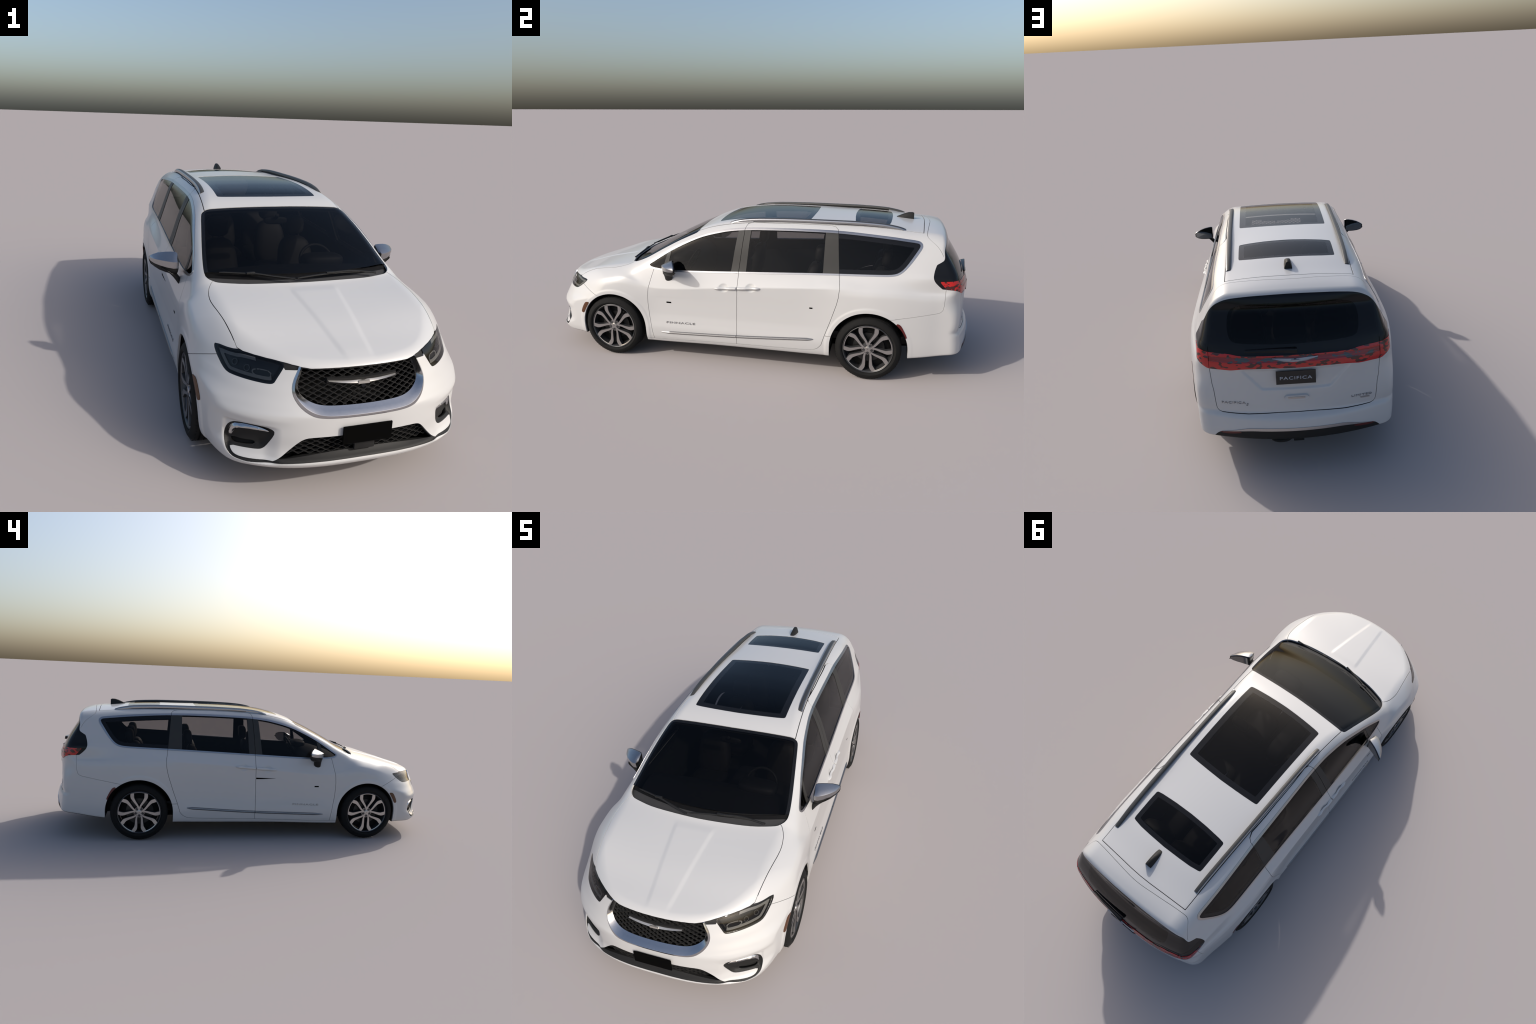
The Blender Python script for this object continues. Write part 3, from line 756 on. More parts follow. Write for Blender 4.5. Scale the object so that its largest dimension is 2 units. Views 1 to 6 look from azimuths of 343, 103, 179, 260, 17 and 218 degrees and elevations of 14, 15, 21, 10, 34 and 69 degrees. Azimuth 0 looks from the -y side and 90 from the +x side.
panel(S, 'underbody', ['underbody'], STRUCT, thick=0)
trim = panel(S, 'window_trim', ['window_trim'], SATIN, True, offset=.0015, thick=.006)
panel(S, 'vent_window', ['vent_window'], GLASS, True, offset=-.0015, thick=0, parent=fd)
panel(S, 'door_window', ['front_door_window'], GLASS, True, offset=-.0015, thick=0, parent=fd)
panel(S, 'door_window', ['sliding_door_window'], GLASS, True, offset=-.0015, thick=0, parent=sd)
panel(S, 'rear_quarter_window', ['rear_side_window'], GLASS, True, offset=-.001, thick=0)
panel(S, 'window_border', ['glassband'], GLOSSBLK, True, offset=-.001, thick=.003)
panel(S, 'pillar_cover', ['division_bar', 'pillar_b', 'pillar_c'], PILLAR, True, offset=-.0003, thick=.005)
ws = panel(S, 'windscreen', ['windscreen'], GLASS_F, offset=-.001, thick=0)[0]
panel(S, 'windscreen_border', ['windscreen_frame'], GLOSSBLK, offset=-.001, thick=.003, parent=ws)
panel(S, 'cowl', ['cowl'], COWL, offset=lambda P: -.006-.015*bump(P[:, 1]-.62*P[:, 0]**2, -.575, .015), thick=.004)
sr = panel(S, 'sunroof', ['sunroof_glass'], GLASS_F, offset=-.0008, thick=0, parent=roof_o)[0]
panel(S, 'sunroof_border', ['sunroof_frame'], GLOSSBLK, offset=-.0008, thick=.004, parent=roof_o)
panel(S, 'rear_roof_glass', ['rear_roof_glass'], GLASS_F, offset=-.0008, thick=0, parent=roof_o)
panel(S, 'roof_glass_border', ['roof_glass_frame'], GLOSSBLK, offset=-.0008, thick=.004, parent=roof_o)
panel(S, 'rear_window', ['rear_window'], GLASS_R, offset=-.001, thick=0, parent=gate_o)
panel(S, 'rear_window_border', ['rear_window_frame'], GLOSSBLK, offset=-.001, thick=.003, parent=gate_o)
panel(S, 'rear_corner_glass', ['rear_side_pane'], GLOSSBLK, True, offset=-.0008, thick=.003)
panel(S, 'lamp_housing', ['lamp_housing'], GLOSSBLK, offset=-.0004, thick=.004)
panel(S, 'tail_lamp', ['tail_lamp'], TAILRED, True, offset=.0012, thick=.005)
panel(S, 'tail_lamp', ['tailgate_lamp'], TAILRED, offset=lambda P: .0012-.0016*(np.abs(P[:, 2]-.4285) < .0078), thick=.005, shade='geo', parent=gate_o)
panel(S, 'rear_valance', ['rear_valance'], BLACK, thick=.004, parent=bumr)
panel(S, 'bumper_trim', ['bumper_trim'], SATIN, offset=.0022, thick=.006, parent=bumr)
panel(S, 'rear_reflector', ['reflector'], REDDIM, True, offset=.001, thick=.003, parent=bumr)
panel(S, 'side_marker', ['side_marker'], AMBER, True, offset=.0015, thick=.004, parent=bumf)
panel(S, 'side_marker', ['rear_marker'], REDDIM, True, offset=.0015, thick=.004, parent=bumr)
panel(S, 'lamp_bridge', ['lamp_bridge'], BLACK, offset=-.003, thick=.004)

def arclen(poly, n):
    P = rounded(poly, 2); P = P[(P[:, 0] >= 0) & (P[:, 1] < .336)]
    P = P[np.argsort(np.arctan2(P[:, 1]-.335, P[:, 0]))]
    P = np.concatenate([[[0., P[0, 1]]], P])
    d = np.concatenate([[0], np.cumsum(np.linalg.norm(np.diff(P, axis=0), axis=1))]); t = np.linspace(0, d[-1], n)
    return np.stack([np.interp(t, d, P[:, 0]), np.interp(t, d, P[:, 1])], 1)
NS_ = 70
ci, co = arclen(GR_I, NS_), arclen(GR_O, NS_)
rings = []
for sg, order in ((-1, range(NS_-1, 0, -1)), (1, range(NS_))):
    for t in order:
        a, b = ci[t], co[t]; ring = []
        for k, d in ((-.02, -.022), (0., -.014), (.30, -.0055), (.60, .0035), (.64, .0042), (.68, .0038), (.97, .0008), (1., -.001), (1.0, -.010), (.3, -.016)):
            p = a+(b-a)*k
            ring.append((sg*p[0], float(front(np.array([p[0]]), np.array([p[1]]))[0])-d, p[1]))
        rings.append(ring)
solid('grille_surround', *loft(rings), CHROME, smooth_angle=25)
panel(S, 'intake_lip', ['lower_intake'], BLACK, offset=lambda P: -.001-.012*sstep(.1135, .129, P[:, 2]), shade='geo', thick=.012, parent=bumf)
def fog_depth(P): return -.002-.005*sstep(.002, .010, -fog(P))
panel(S, 'lamp_bezel', ['lamp_bezel'], BLACK, True, offset=fog_depth, thick=.006, parent=bumf, shade='geo')
panel(S, 'bezel_accent', ['fog_accent'], CHROME, True, offset=lambda P: -.003+.006*sstep(.0, .006, -acc(P)), thick=.006, parent=bumf, shade='geo')
panel(S, 'bezel_slot', ['fog_slot'], DEEP, True, offset=-.016, thick=0, parent=bumf)
panel(S, 'grille_backing', ['grille_hole'], DEEP, offset=-.11, thick=0)
panel(S, 'intake_backing', ['lower_grille_hole'], DEEP, offset=-.060, thick=0, parent=bumf)

# headlights: recessed housing, light guides, clear cover
hl = panel(S, 'headlight', ['headlight'], GLOSSBLK, True, offset=lambda P: -.0015-.008*sstep(.004, .009, -head(P)), thick=.005, shade='geo')
S2 = Shell(S.V, S.N, S.faces('headlight'))
S2.cut(lambda P: np.maximum(head(P)+.0075, -(head(P)+.0145)), ['shell'], 'guide')
S2.cut(lambda P: P[:, 0]-.222, ['guide'], 'drop')
S2.cut(lambda P: np.maximum(.318-P[:, 2], P[:, 0]-.25), ['guide'], 'drop')
ULOOP = [(.222,.303),(.247,.302),(.258,.306),(.262,.3105),(.258,.3165),(.245,.3195),(.222,.318)]
ul = region(ULOOP, XZ, None, 1)
S2.cut(lambda P: np.abs(ul(P))-.0013, ['shell'], 'loop')
panel(S2, 'light_guide', ['guide'], DRL, True, offset=-.0055, thick=.002, parent=hl)
panel(S2, 'light_guide', ['loop'], DRL, True, offset=-.0055, thick=.002, parent=hl)
panel(S, 'headlight_lens', ['headlight'], LENS, True, offset=-.0003, thick=0, parent=hl)
def lamp_point(x, z, d):
    y = front(np.array([x]), np.array([z]))[0]
    p = np.array([[x, y, z]])
    for _ in range(6):
        g = gradient(p); f = body(p[:, 0], p[:, 1], p[:, 2]); p = p-g*(f/(g*g).sum(1))[:, None]
    n = gradient(p)[0]; n /= np.linalg.norm(n)
    return p[0]-n*d, n
def ring_on(c, n, r0, r1, dep, seg=24):
    n = Vector(n); a = n.cross(Vector((0, 0, 1))).normalized(); b = n.cross(a)
    rings = []
    for k in range(seg):
        t = 2*math.pi*k/seg; d = a*math.cos(t)+b*math.sin(t); C = Vector(c)
        rings.append([tuple(C+d*r0), tuple(C+d*r1), tuple(C+d*r1+n*dep), tuple(C+d*r0+n*dep)])
    return loft(rings+[rings[0]], cap=False)
for x, z in ((.296, .322), (.272, .316)):
    c, n = lamp_point(x, z, .0085)
    solid('projector_ring', *ring_on(c, n, .0065, .0085, .003), RIMDARK, hl, both=True)

# body structure just under the panels (closes the panel gaps and lines the cabin)
inner = ['shell', 'roof_header', 'sill', 'quarter_panel', 'tailgate_lamp', 'fender', 'hood', 'roof_panel', 'front_door', 'sliding_door', 'tailgate', 'tailgate_spoiler', 'front_bumper', 'rear_bumper', 'window_trim', 'gap', 'glassband', 'division_bar', 'pillar_b', 'pillar_c', 'windscreen_frame', 'cowl', 'sunroof_frame', 'roof_glass_frame', 'rear_window_frame', 'rear_side_pane', 'lamp_housing', 'tail_lamp', 'rear_valance', 'bumper_trim', 'reflector', 'side_marker', 'rear_marker', 'lamp_bridge', 'headlight', 'grille_surround']
panel(S, 'body_structure', inner, STRUCT, offset=-.0125, thick=0)

# ================================================================ grille lattice
def surf(x, z, d):
    """point d in front of the nose surface"""
    return (x, float(front(np.array([abs(x)]), np.array([z]))[0])-d, z)
def lattice(field, z0, z1, xmax, lam, h, wire, depth, off):
    parts = []
    rows = int((z1-z0)/h)+2
    for j in range(rows):
        xs = np.arange(-xmax, xmax+1e-6, lam/8)
        ph = 1 if j % 2 else -1
        tri = (2/np.pi)*np.arcsin(np.cos(2*np.pi*xs/lam))*.45+np.cos(2*np.pi*xs/lam)*.55
        zs = z0+j*h+ph*(h*.5)*tri
        P = np.stack([np.abs(xs), np.full(len(xs), -.95), zs], 1)
        ok = field(P) < -.0008
        run = []
        for i in range(len(xs)+1):
            if i < len(xs) and ok[i]: run.append(i)
            else:
                if len(run) > 1:
                    rings = []
                    for q in run:
                        x, y, z = surf(xs[q], zs[q], off)
                        rings.append([(x, y, z-wire), (x, y+depth, z-wire*1.2), (x, y+depth, z+wire*1.2), (x, y, z+wire)])
                    parts.append(loft(rings))
                run = []
    return merge(parts)
V, F = lattice(lambda P: np.maximum(gr_i(P), P[:, 2]-(.333-.1*P[:, 0]**2)), .238, .345, .17, .0255, .00625, .00085, .006, -.014)
g = solid('grille_mesh', V, F, BLACK)[0]; g['kind'] = 'stuff'
V, F = lattice(region(LOWG, XZ, None, 1), .128, .178, .20, .027, .0066, .0008, .006, -.013)
g = solid('intake_mesh', V, F, BLACK, bumf)[0]; g['kind'] = 'stuff'

# ================================================================ wheels
def wheel_meshes():
    R = WHEEL_R; w = .046
    # tyre: rounded shoulders, circumferential grooves
    prof = [(-.030, .106), (-w, .112), (-w-.0015, .1185), (-w+.001, .127), (-w+.007, .1355), (-.034, .1395)]
    for gx in (-.024, -.008, .008, .024):
        prof += [(gx-.0030, R-.0002), (gx-.0022, R-.005), (gx+.0022, R-.005), (gx+.0030, R-.0002)]
    prof += [(.034, .1395), (w-.007, .1355), (w-.001, .127), (w+.0015, .1185), (w, .1135), (w-.003, .1105), (.036, .1080), (.030, .106)]
    V, F = revolve(prof, 96)
    tyre = raw_mesh('tyre', V, F, TYRE)
    # shoulder sipes as thin dark cuts
    sip = []
    for k in range(72):
        a = 2*math.pi*k/72
        for sx in (-1, 1):
            v, f = box((sx*.0335, 0, .1392), (.0105, .0009, .0012))
            ca, sa = math.cos(a), math.sin(a)
            sip.append(([(x, y*ca-z*sa, y*sa+z*ca) for x, y, z in v], f))
    V, F = merge(sip); sipes = raw_mesh('tread_sipes', V, F, DEEP)
    # barrel with outer lip
    V, F = revolve([(.0415, .1080), (.0425, .1060), (.0405, .1035), (.035, .1010), (.020, .0975), (-.040, .0955), (-.041, .106), (-.036, .106), (-.036, .0995), (.016, .1010), (.028, .1045), (.036, .1080)], 72)
    barrel = raw_mesh('rim', V, F, RIMDARK)
    RS = .1022
    def phi(t): return float(pchip([.15, .285, .57, .76, .97], np.radians([4, 11., 21.8, 24., 19.8]), t))
    def face_x(t): return float(pchip([.1, .3, .7, 1.], [.0375, .0370, .0375, .0400], t))
    def half_w(t): return float(pchip([.2, .45, .7, .86, 1.], [.0037, .0047, .0067, .0086, .0078], t))
    forks = []; walls = []
    for k in range(5):
        spokes = []
        for sg in (-1, 1):
            rf = []; rw = []
            for t in np.linspace(.20, .995, 16):
                r = t*RS; a = math.pi/2+2*math.pi*k/5+sg*phi(t); e = .01
                p = np.array([r*math.cos(a), r*math.sin(a)])
                a2 = math.pi/2+2*math.pi*k/5+sg*phi(t+e); p2 = np.array([(r+e*RS)*math.cos(a2), (r+e*RS)*math.sin(a2)])
                d = (p2-p)/np.linalg.norm(p2-p); n = np.array([-d[1], d[0]]); h = half_w(t); x = face_x(t)
                A = p-n*h; B = p+n*h; A2 = p-n*(h+.0022); B2 = p+n*(h+.0022)
                rf.append([(x, *A), (x, *B), (x-.0025, *B), (x-.0025, *A)])
                rw.append([(x-.0018, *(p-n*(h+.0004))), (x-.0018, *(p+n*(h+.0004))), (x-.016, *B2), (x-.016, *A2)])
            spokes.append(loft(rf)); walls.append(loft(rw))
        # bright bridge along the rim joining the two spokes of a pair
        rf = []
        for s in np.linspace(-1, 1, 11):
            a = math.pi/2+2*math.pi*k/5+s*math.radians(20)
            rf.append([(.0392, .0998*math.cos(a), .0998*math.sin(a)), (.0402, .1032*math.cos(a), .1032*math.sin(a)), (.034, .1032*math.cos(a), .1032*math.sin(a)), (.034, .0998*math.cos(a), .0998*math.sin(a))])
        spokes.append(loft(rf))
        V, F = merge(spokes); forks.append(raw_mesh('spoke', V, F, RIMFACE, smooth=False))
    V, F = revolve([(.010, .0), (.010, .027), (.026, .027), (.0335, .0215), (.0345, .016), (.0350, 0)], 40)
    hubp = (V, F)
    V, F = merge(walls+[hubp]); wall = raw_mesh('spoke_core', V, F, RIMDARK)
    V, F = revolve([(.034, .0), (.034, .0125), (.0375, .0115), (.0385, .008), (.0385, 0)], 32)
    star = []
    for k in range(5):
        a = math.pi/2+2*math.pi*k/5
        rf = [[(.0338, r*math.cos(a+sg*p_), r*math.sin(a+sg*p_)) for r, sg, p_ in ((.0115, -1, .5), (.021, -1, .20), (.021, 1, .20), (.0115, 1, .5))],
              [(.0357, r*math.cos(a+sg*p_), r*math.sin(a+sg*p_)) for r, sg, p_ in ((.0115, -1, .5), (.020, -1, .18), (.020, 1, .18), (.0115, 1, .5))]]
        star.append(loft(rf))
    V, F = merge([(V, F)]+star); cap = raw_mesh('center_cap', V, F, RIMFACE, smooth=False)
    V, F = revolve([(.0384, 0), (.0384, .0016), (.0389, .0014), (.0389, 0)], 12); dot = raw_mesh('cap_mark', V, F, BLACK)
    bolts = []
    for k in range(5):
        a = math.pi/2+math.pi/5+2*math.pi*k/5
        v, f = revolve([(.025, 0), (.025, .0036), (.0335, .0034), (.0345, .0024), (.0345, 0)], 6)
        bolts.append(([(x, y+.0215*math.cos(a), z+.0215*math.sin(a)) for x, y, z in v], f))
    bolt = []
    for v, f in bolts: bolt.append(raw_mesh('wheel_bolt', v, f, RIMDARK, smooth=False))
    seats = []
    for k in range(5):
        a = math.pi/2+math.pi/5+2*math.pi*k/5
        v, f = revolve([(.024, .0037), (.024, .0060), (.0338, .0056), (.0338, .0042)], 20)
        seats.append(([(x, y+.0215*math.cos(a), z+.0215*math.sin(a)) for x, y, z in v], f))
    V, F = merge(seats); seat = raw_mesh('bolt_seat', V, F, RIMFACE)
    V, F = revolve([(.006, .030), (.006, .0655), (.012, .0655), (.012, .030)], 64); disc = raw_mesh('brake_disc', V, F, DISC)
    rings = []
    for s in np.linspace(-.55, .55, 9):
        a = math.pi*.08+s
        rings.append([(x, r*math.cos(a), r*math.sin(a)) for x, r in ((-.006, .044), (.018, .044), (.018, .070), (-.006, .070))])
    V, F = loft(rings); cal = raw_mesh('brake_caliper', V, F, BLACK)
    V, F = revolve([(-.09, 0), (-.09, .016), (-.03, .020), (.002, .095), (.006, .095), (.006, .028), (-.004, .03), (.012, .03), (.012, 0)], 48); hub = raw_mesh('wheel_hub', V, F, DEEP)
    for me in (tyre, barrel, wall, disc, cal, seat, dot):
        bm = bmesh.new(); bm.from_mesh(me); bmesh.ops.recalc_face_normals(bm, faces=bm.faces)
        for e in bm.edges: e.smooth = len(e.link_faces) == 2 and e.calc_face_angle(0) < math.radians(32)
        bm.to_mesh(me); bm.free()
    for me in (sipes, cap, hub, *forks, *bolt):
        bm = bmesh.new(); bm.from_mesh(me); bmesh.ops.recalc_face_normals(bm, faces=bm.faces); bm.to_mesh(me); bm.free()
    return hub, [('tyre', tyre), ('tread_sipes', sipes), ('rim', barrel), ('spoke_core', wall), ('center_cap', cap), ('cap_mark', dot), ('bolt_seat', seat), ('brake_disc', disc), ('brake_caliper', cal)]+[('wheel_bolt', b) for b in bolt]+[('spoke', s) for s in forks]
HUB, WPARTS = wheel_meshes()
TRACK = .3355
for wy in WHEEL_Y:
    for sg in (1, -1):
        hub = bpy.data.objects.new('wheel', HUB); bpy.context.collection.objects.link(hub); hub.parent = ROOT
        hub.location = (sg*TRACK, wy, WHEEL_Z); hub.rotation_euler = (0, 0, 0 if sg > 0 else math.pi)
        for n, me in WPARTS:
            o = bpy.data.objects.new(n, me); bpy.context.collection.objects.link(o); o.parent = hub
            if n == 'tread_sipes': o['kind'] = 'stuff'

# wheel-house liners
for cy, cz, r in ARCH:
    rr = r+.002; pts = []
    for a in np.linspace(0, math.pi, 25): pts.append((cy+rr*math.cos(a), cz+rr*math.sin(a)))
    zl = .092 if cy < 0 else .112
    pts = [(cy+rr, zl)]+pts+[(cy-rr, zl)]
    rings = [[(x, y, z) for y, z in pts] for x in (.215, .26, .31, .362)]
    V, F = loft(rings, cap=False, closed=False)
    V = list(V); F = list(F); n = len(pts)
    F.append(tuple(range(n)))
    solid('wheel_house', V, F, STRUCT, both=True)

# ================================================================ side details
def sx(y, z): return float(side_x(np.array([y]), np.array([z]))[0])
# bright strip along the doors
def strip(y0, y1):
    rings = []
    for i, y in enumerate(np.linspace(y0, y1, 40)):
        zc = float(pchip([-.376, -.013, .332], [.1335, .1455, .1655], y))
        e = min(1, (y+.378)/.045, (.335-y)/.030); e = max(e, .08); h = .0062*e**.5; d = .0060*e**.6
        b = sx(y, zc)
        rings.append([(b-.006, y, zc-h), (b+d*.25, y, zc-h), (b+d, y, zc-h*.15), (b+d*.75, y, zc+h*.55), (b+.0005, y, zc+h), (b-.006, y, zc+h)])
    return loft(rings)
solid('door_trim_strip', *strip(-.376, -.0165), BRUSHED, fd, both=True)
solid('door_trim_strip', *strip(-.0135, .332), BRUSHED, sd, both=True)

def handle(ya, yb, slope, flip):
    rings = []
    for s in np.linspace(0, 1, 18):
        y = ya+(yb-ya)*s; zc = .3665+slope*(y+.07)
        t = s if not flip else 1-s
        e = float(pchip([0, .06, .2, .85, .97, 1], [.15, .6, 1, 1, 1, .9], t))
        h = .0055*e; b = sx(y, zc)
        # stands clear of the grip cup
        gapd = .004*float(pchip([0, .2, .35, .65, .8, 1], [0, .4, 1, 1, .5, .2], t))
        d = .007*e+.003
        rings.append([(b-.004+gapd*1.6, y, zc-h), (b+d*.7, y, zc-h), (b+d, y, zc-h*.4), (b+d, y, zc+h*.3), (b+d*.6, y, zc+h), (b-.004+gapd*1.6, y, zc+h)])
    return loft(rings)
solid('door_handle', *handle(-.121, -.0155, .066, False), PAINT, fd, both=True, smooth_angle=50)
solid('door_handle', *handle(-.0095, .092, .066, True), PAINT, sd, both=True, smooth_angle=50)

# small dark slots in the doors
def slot(y, z, ly, lz, parent, x0=1):
    b = sx(y, z); v, f = box((x0*(b-.002), y, z), (.0052, ly, lz))
    return solid('door_slot', v, f, PLATE, parent)
slot(-.336, .279, .023, .0065, fd[0]); slot(-.336, .279, .023, .0065, fd[1], -1); slot(.318, .306, .014, .006, sd[0])
yy = [(-.015, .0038), (-.05, .0030), (-.115, .0004)]
V, F = loft([[(-(sx(y, .319)+.0008), y, .319-h), (-(sx(y, .319)+.0008), y, .319+h), (-(sx(y, .319)-.004), y, .319+h), (-(sx(y, .319)-.004), y, .319-h)] for y, h in yy])
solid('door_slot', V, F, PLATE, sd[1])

# ---------------------------------------------------------------- door mirrors
MS = [(.357,-.318,-.350,.474,.456,.436,.415),(.362,-.314,-.362,.477,.455,.433,.411),(.375,-.309,-.362,.4775,.4555,.433,.411),(.395,-.301,-.350,.476,.4565,.435,.414),
      (.415,-.291,-.332,.472,.457,.438,.419),(.430,-.283,-.312,.466,.4565,.4405,.426),(.440,-.278,-.292,.4605,.456,.444,.434),(.4438,-.277,-.281,.457,.455,.448,.444)]
# every section: sloped top facet, sharp ridge, upright band (bright cap), dark belly, flat glass side to the rear
cap_r = [[(x, yr, zm), (x, yr, zt-.001), (x, yr-.002, zt), (x, (yr+yf)/2, (zt+zr)/2+.0016), (x, yf+.0025, zr+.0008), (x, yf, zr-.001), (x, yf+.001, (zr+zm)/2), (x, yf+.003, zm)] for x, yr, yf, zt, zr, zm, zb in MS]
solid('mirror_cap', *loft(cap_r), SATIN, fd, both=True, smooth_angle=32)
bel_r = [[(x, yr, zm-.0004), (x, yf+.0045, zm-.0004), (x, yf+.006, (zm+zb)/2), (x, yf+.016, zb+.001), (x, yr-.006, zb), (x, yr, zb+.002)] for x, yr, yf, zt, zr, zm, zb in MS]
solid('mirror_shell', *loft(bel_r), BLACK, fd, both=True, smooth_angle=40)
fr_r = [[(x, yr-.002, zb+.0005), (x, yr-.002, zt-.0005), (x, yr+.004, zt-.0015), (x, yr+.004, zb+.0015)] for x, yr, yf, zt, zr, zm, zb in MS]
solid('mirror_frame', *loft(fr_r), GLOSSBLK, fd, both=True)
gl_r = [[(x, yr+.002, zb+.004), (x, yr+.002, zt-.004), (x, yr+.0048, zt-.0045), (x, yr+.0048, zb+.0045)] for x, yr, yf, zt, zr, zm, zb in MS[1:-1]]
solid('mirror_glass', *loft(gl_r), MIRRORGLASS, fd, both=True)
# foot
rings = []
for c, w, d in (((.388, -.330, .422), .032, .019), ((.378, -.331, .414), .027, .0195), ((.368, -.333, .404), .021, .019), ((.361, -.335, .394), .016, .018), ((.355, -.338, .383), .012, .016), ((.352, -.341, .3735), .006, .010)):
    rings.append([(c[0]+w*math.cos(a)*.8, c[1]+d*math.sin(a), c[2]+w*math.cos(a)*.35) for a in [2*math.pi*k/14 for k in range(14)]])
solid('mirror_foot', *loft(rings), BLACK, fd, both=True, smooth_angle=60)

# ---------------------------------------------------------------- roof rails and antenna
def rail_path():
    ys = np.concatenate([np.linspace(-.076, .03, 10), np.linspace(.06, .56, 16), np.linspace(.58, .696, 10)])
    for y in ys:
        x = float(pchip([-.076, .25, .45, .696], [.2285, .2222, .2178, .2108], y))
        base = float(top_z(np.array([x]), np.array([y]))[0])
        z = float(pchip([-.076, -.06, -.035, .015, .07, .25, .45, .60, .65, .68, .697], [.6365, .643, .6495, .6565, .6605, .6640, .6635, .6575, .650, .643, .6365], y))
        yield x, y, z, base
rt = []; rb = []; ft = []
for x, y, z, b in rail_path():
    rt.append([(x-.0080, y, z-.007), (x-.0076, y, z), (x-.006, y, z+.0012), (x+.0055, y, z+.0012), (x+.0072, y, z), (x+.0072, y, z-.006)])
    lo = max(z-.0135, b-.004)
    rb.append([(x-.002, y, lo+.001), (x-.002, y, z-.0015), (x+.0070, y, z-.0002), (x+.0092, y, z-.002), (x+.0106, y, z-.007), (x+.0096, y, lo)])
solid('rail_cover', *loft(rt), RAILTOP, both=True, bevel=0, smooth_angle=50)
solid('roof_rail', *loft(rb), SATIN, both=True, smooth_angle=50)
for a, c in ((-.076, .03), (.63, .696)):
    rg = []
    for x, y, z, b in rail_path():
        if a-.001 <= y <= c+.001: rg.append([(x-.005, y, b-.006), (x-.005, y, z-.002), (x+.006, y, z-.004), (x+.0085, y, b-.008)])
    solid('rail_foot', *loft(rg), SATIN, both=True)
rg = []
for x, y, z, b in rail_path():
    if y > .02 and y < .62: rg.append([(x-.0045, y, b-.004), (x-.004, y, z-.006), (x+.003, y, z-.006), (x+.004, y, b-.006)])
solid('rail_seal', *loft(rg), BLACK, both=True)
rings = []
for t, w, y, z in ((0, .004, .655, .6515), (.1, .010, .660, .6545), (.3, .0130, .675, .6615), (.55, .0140, .693, .6695), (.75, .0145, .709, .6745), (.92, .0145, .727, .6755), (1, .0140, .7345, .6725)):
    b = float(top_z(np.array([0.]), np.array([y]))[0])-.003
    tw = w*(.95-.42*min(1, t*1.6))
    rings.append([(-w, y, b), (-w*.92, y, b+(z-b)*.3), (-tw, y, b+(z-b)*.88), (-tw*.5, y, z), (tw*.5, y, z), (tw, y, b+(z-b)*.88), (w*.92, y, b+(z-b)*.3), (w, y, b)])
solid('antenna', *loft(rings), BLACK, smooth_angle=50)

# ---------------------------------------------------------------- wipers
def on_top(x, y, d): return (x, y, float(top_z(np.array([x]), np.array([y]))[0])+d)
def path(pts, d, n=14):
    P = np.array(pts); t = np.linspace(0, 1, len(P)); q = np.linspace(0, 1, n)
    return [on_top(float(pchip(t, P[:, 0], s)), float(pchip(t, P[:, 1], s)), d) for s in q]
for blade, arm in (([(-.262, -.514), (-.172, -.540), (-.066, -.574)], [(-.172, -.540), (-.10, -.566), (-.045, -.581)]),
                   ([(-.036, -.576), (.075, -.5625), (.196, -.5505)], [(.075, -.5625), (.16, -.553), (.235, -.5545)])):
    w = solid('wiper_blade', *tube(path(blade, .006), [.0022]+[.0035]*12+[.0022], 6, .8), BLACK, smooth_angle=60)[0]
    solid('wiper_arm', *tube(path(arm, .009), [.0045]+[.0038]*12+[.005], 6, .7), BLACK, w, smooth_angle=60)
    v, f = box(on_top(*blade[1], .009), (.026, .009, .006)); solid('wiper_clip', v, f, BLACK, w, bevel=.0012)
def on_rear(x, z, d): return (x, float(rear(np.array([x]), np.array([z]))[0])+d, z)
rings = []
for x, z, h, d in ((.162, .4555, .002, .006), (.10, .458, .0035, .009), (.05, .459, .0045, .012), (.0, .458, .006, .017), (-.008, .457, .0065, .016)):
    p = on_rear(x, z, 0)
    rings.append([(x, p[1]+.004, z-h), (x, p[1]+.004+d, z-h*.8), (x, p[1]+d, z+h+.004), (x, p[1]-.001, z+h)])
solid('rear_wiper', *loft(rings), GLOSSBLK, gate_o, bevel=.0008)

# ---------------------------------------------------------------- plates, badges, tailgate handle
v, f = box((0, -.9975, .1805), (.129, .004, .0455)); solid('front_plate', v, f, PLATE, bumf)
v, f = box((0, -.9885, .170), (.10, .016, .03)); solid('plate_bracket', v, f, BLACK, bumf)
v, f = box((0, -.983, .143), (.055, .010, .024)); solid('radar_sensor', v, f, BLACK, bumf, bevel=.003)
v, f = box((0, .9805, .367), (.130, .004, .0485)); solid('rear_plate', v, f, PLATE_R, gate_o)
def wings(span, tips, yfun, thick, zc, mat, name, parent, core):
    parts = []
    for sg in (1, -1):
        rings = []
        for s in np.linspace(0, 1, 12):
            x = .004+(span-.004)*s
            zt = zc+float(pchip([0, .12, .25, 1], tips[0], s)); zb = zc+float(pchip([0, .2, .8, 1], tips[1], s))
            y = yfun(x, (zt+zb)/2)
            rings.append([(sg*x, y, zb), (sg*x, y, zt), (sg*x, y-thick*.3, zt-.0006), (sg*x, y-thick, (zt+zb)/2), (sg*x, y-thick*.3, zb+.0006)])
        parts.append(loft(rings))
    v, f = core; parts.append((v, f))
    return solid(name, *merge(parts), mat, parent, smooth_angle=30)
v, f = box((0, -.9575, .2950), (.030, .006, .0070))
wings(.0905, ((.0045, .0058, .0055, .0090), (-.0065, -.0052, .0028, .0070)), lambda x, z: surf(x, .295, 0)[1]+.0115, .007, .2945, EMBLEM, 'front_emblem', None, (v, f))
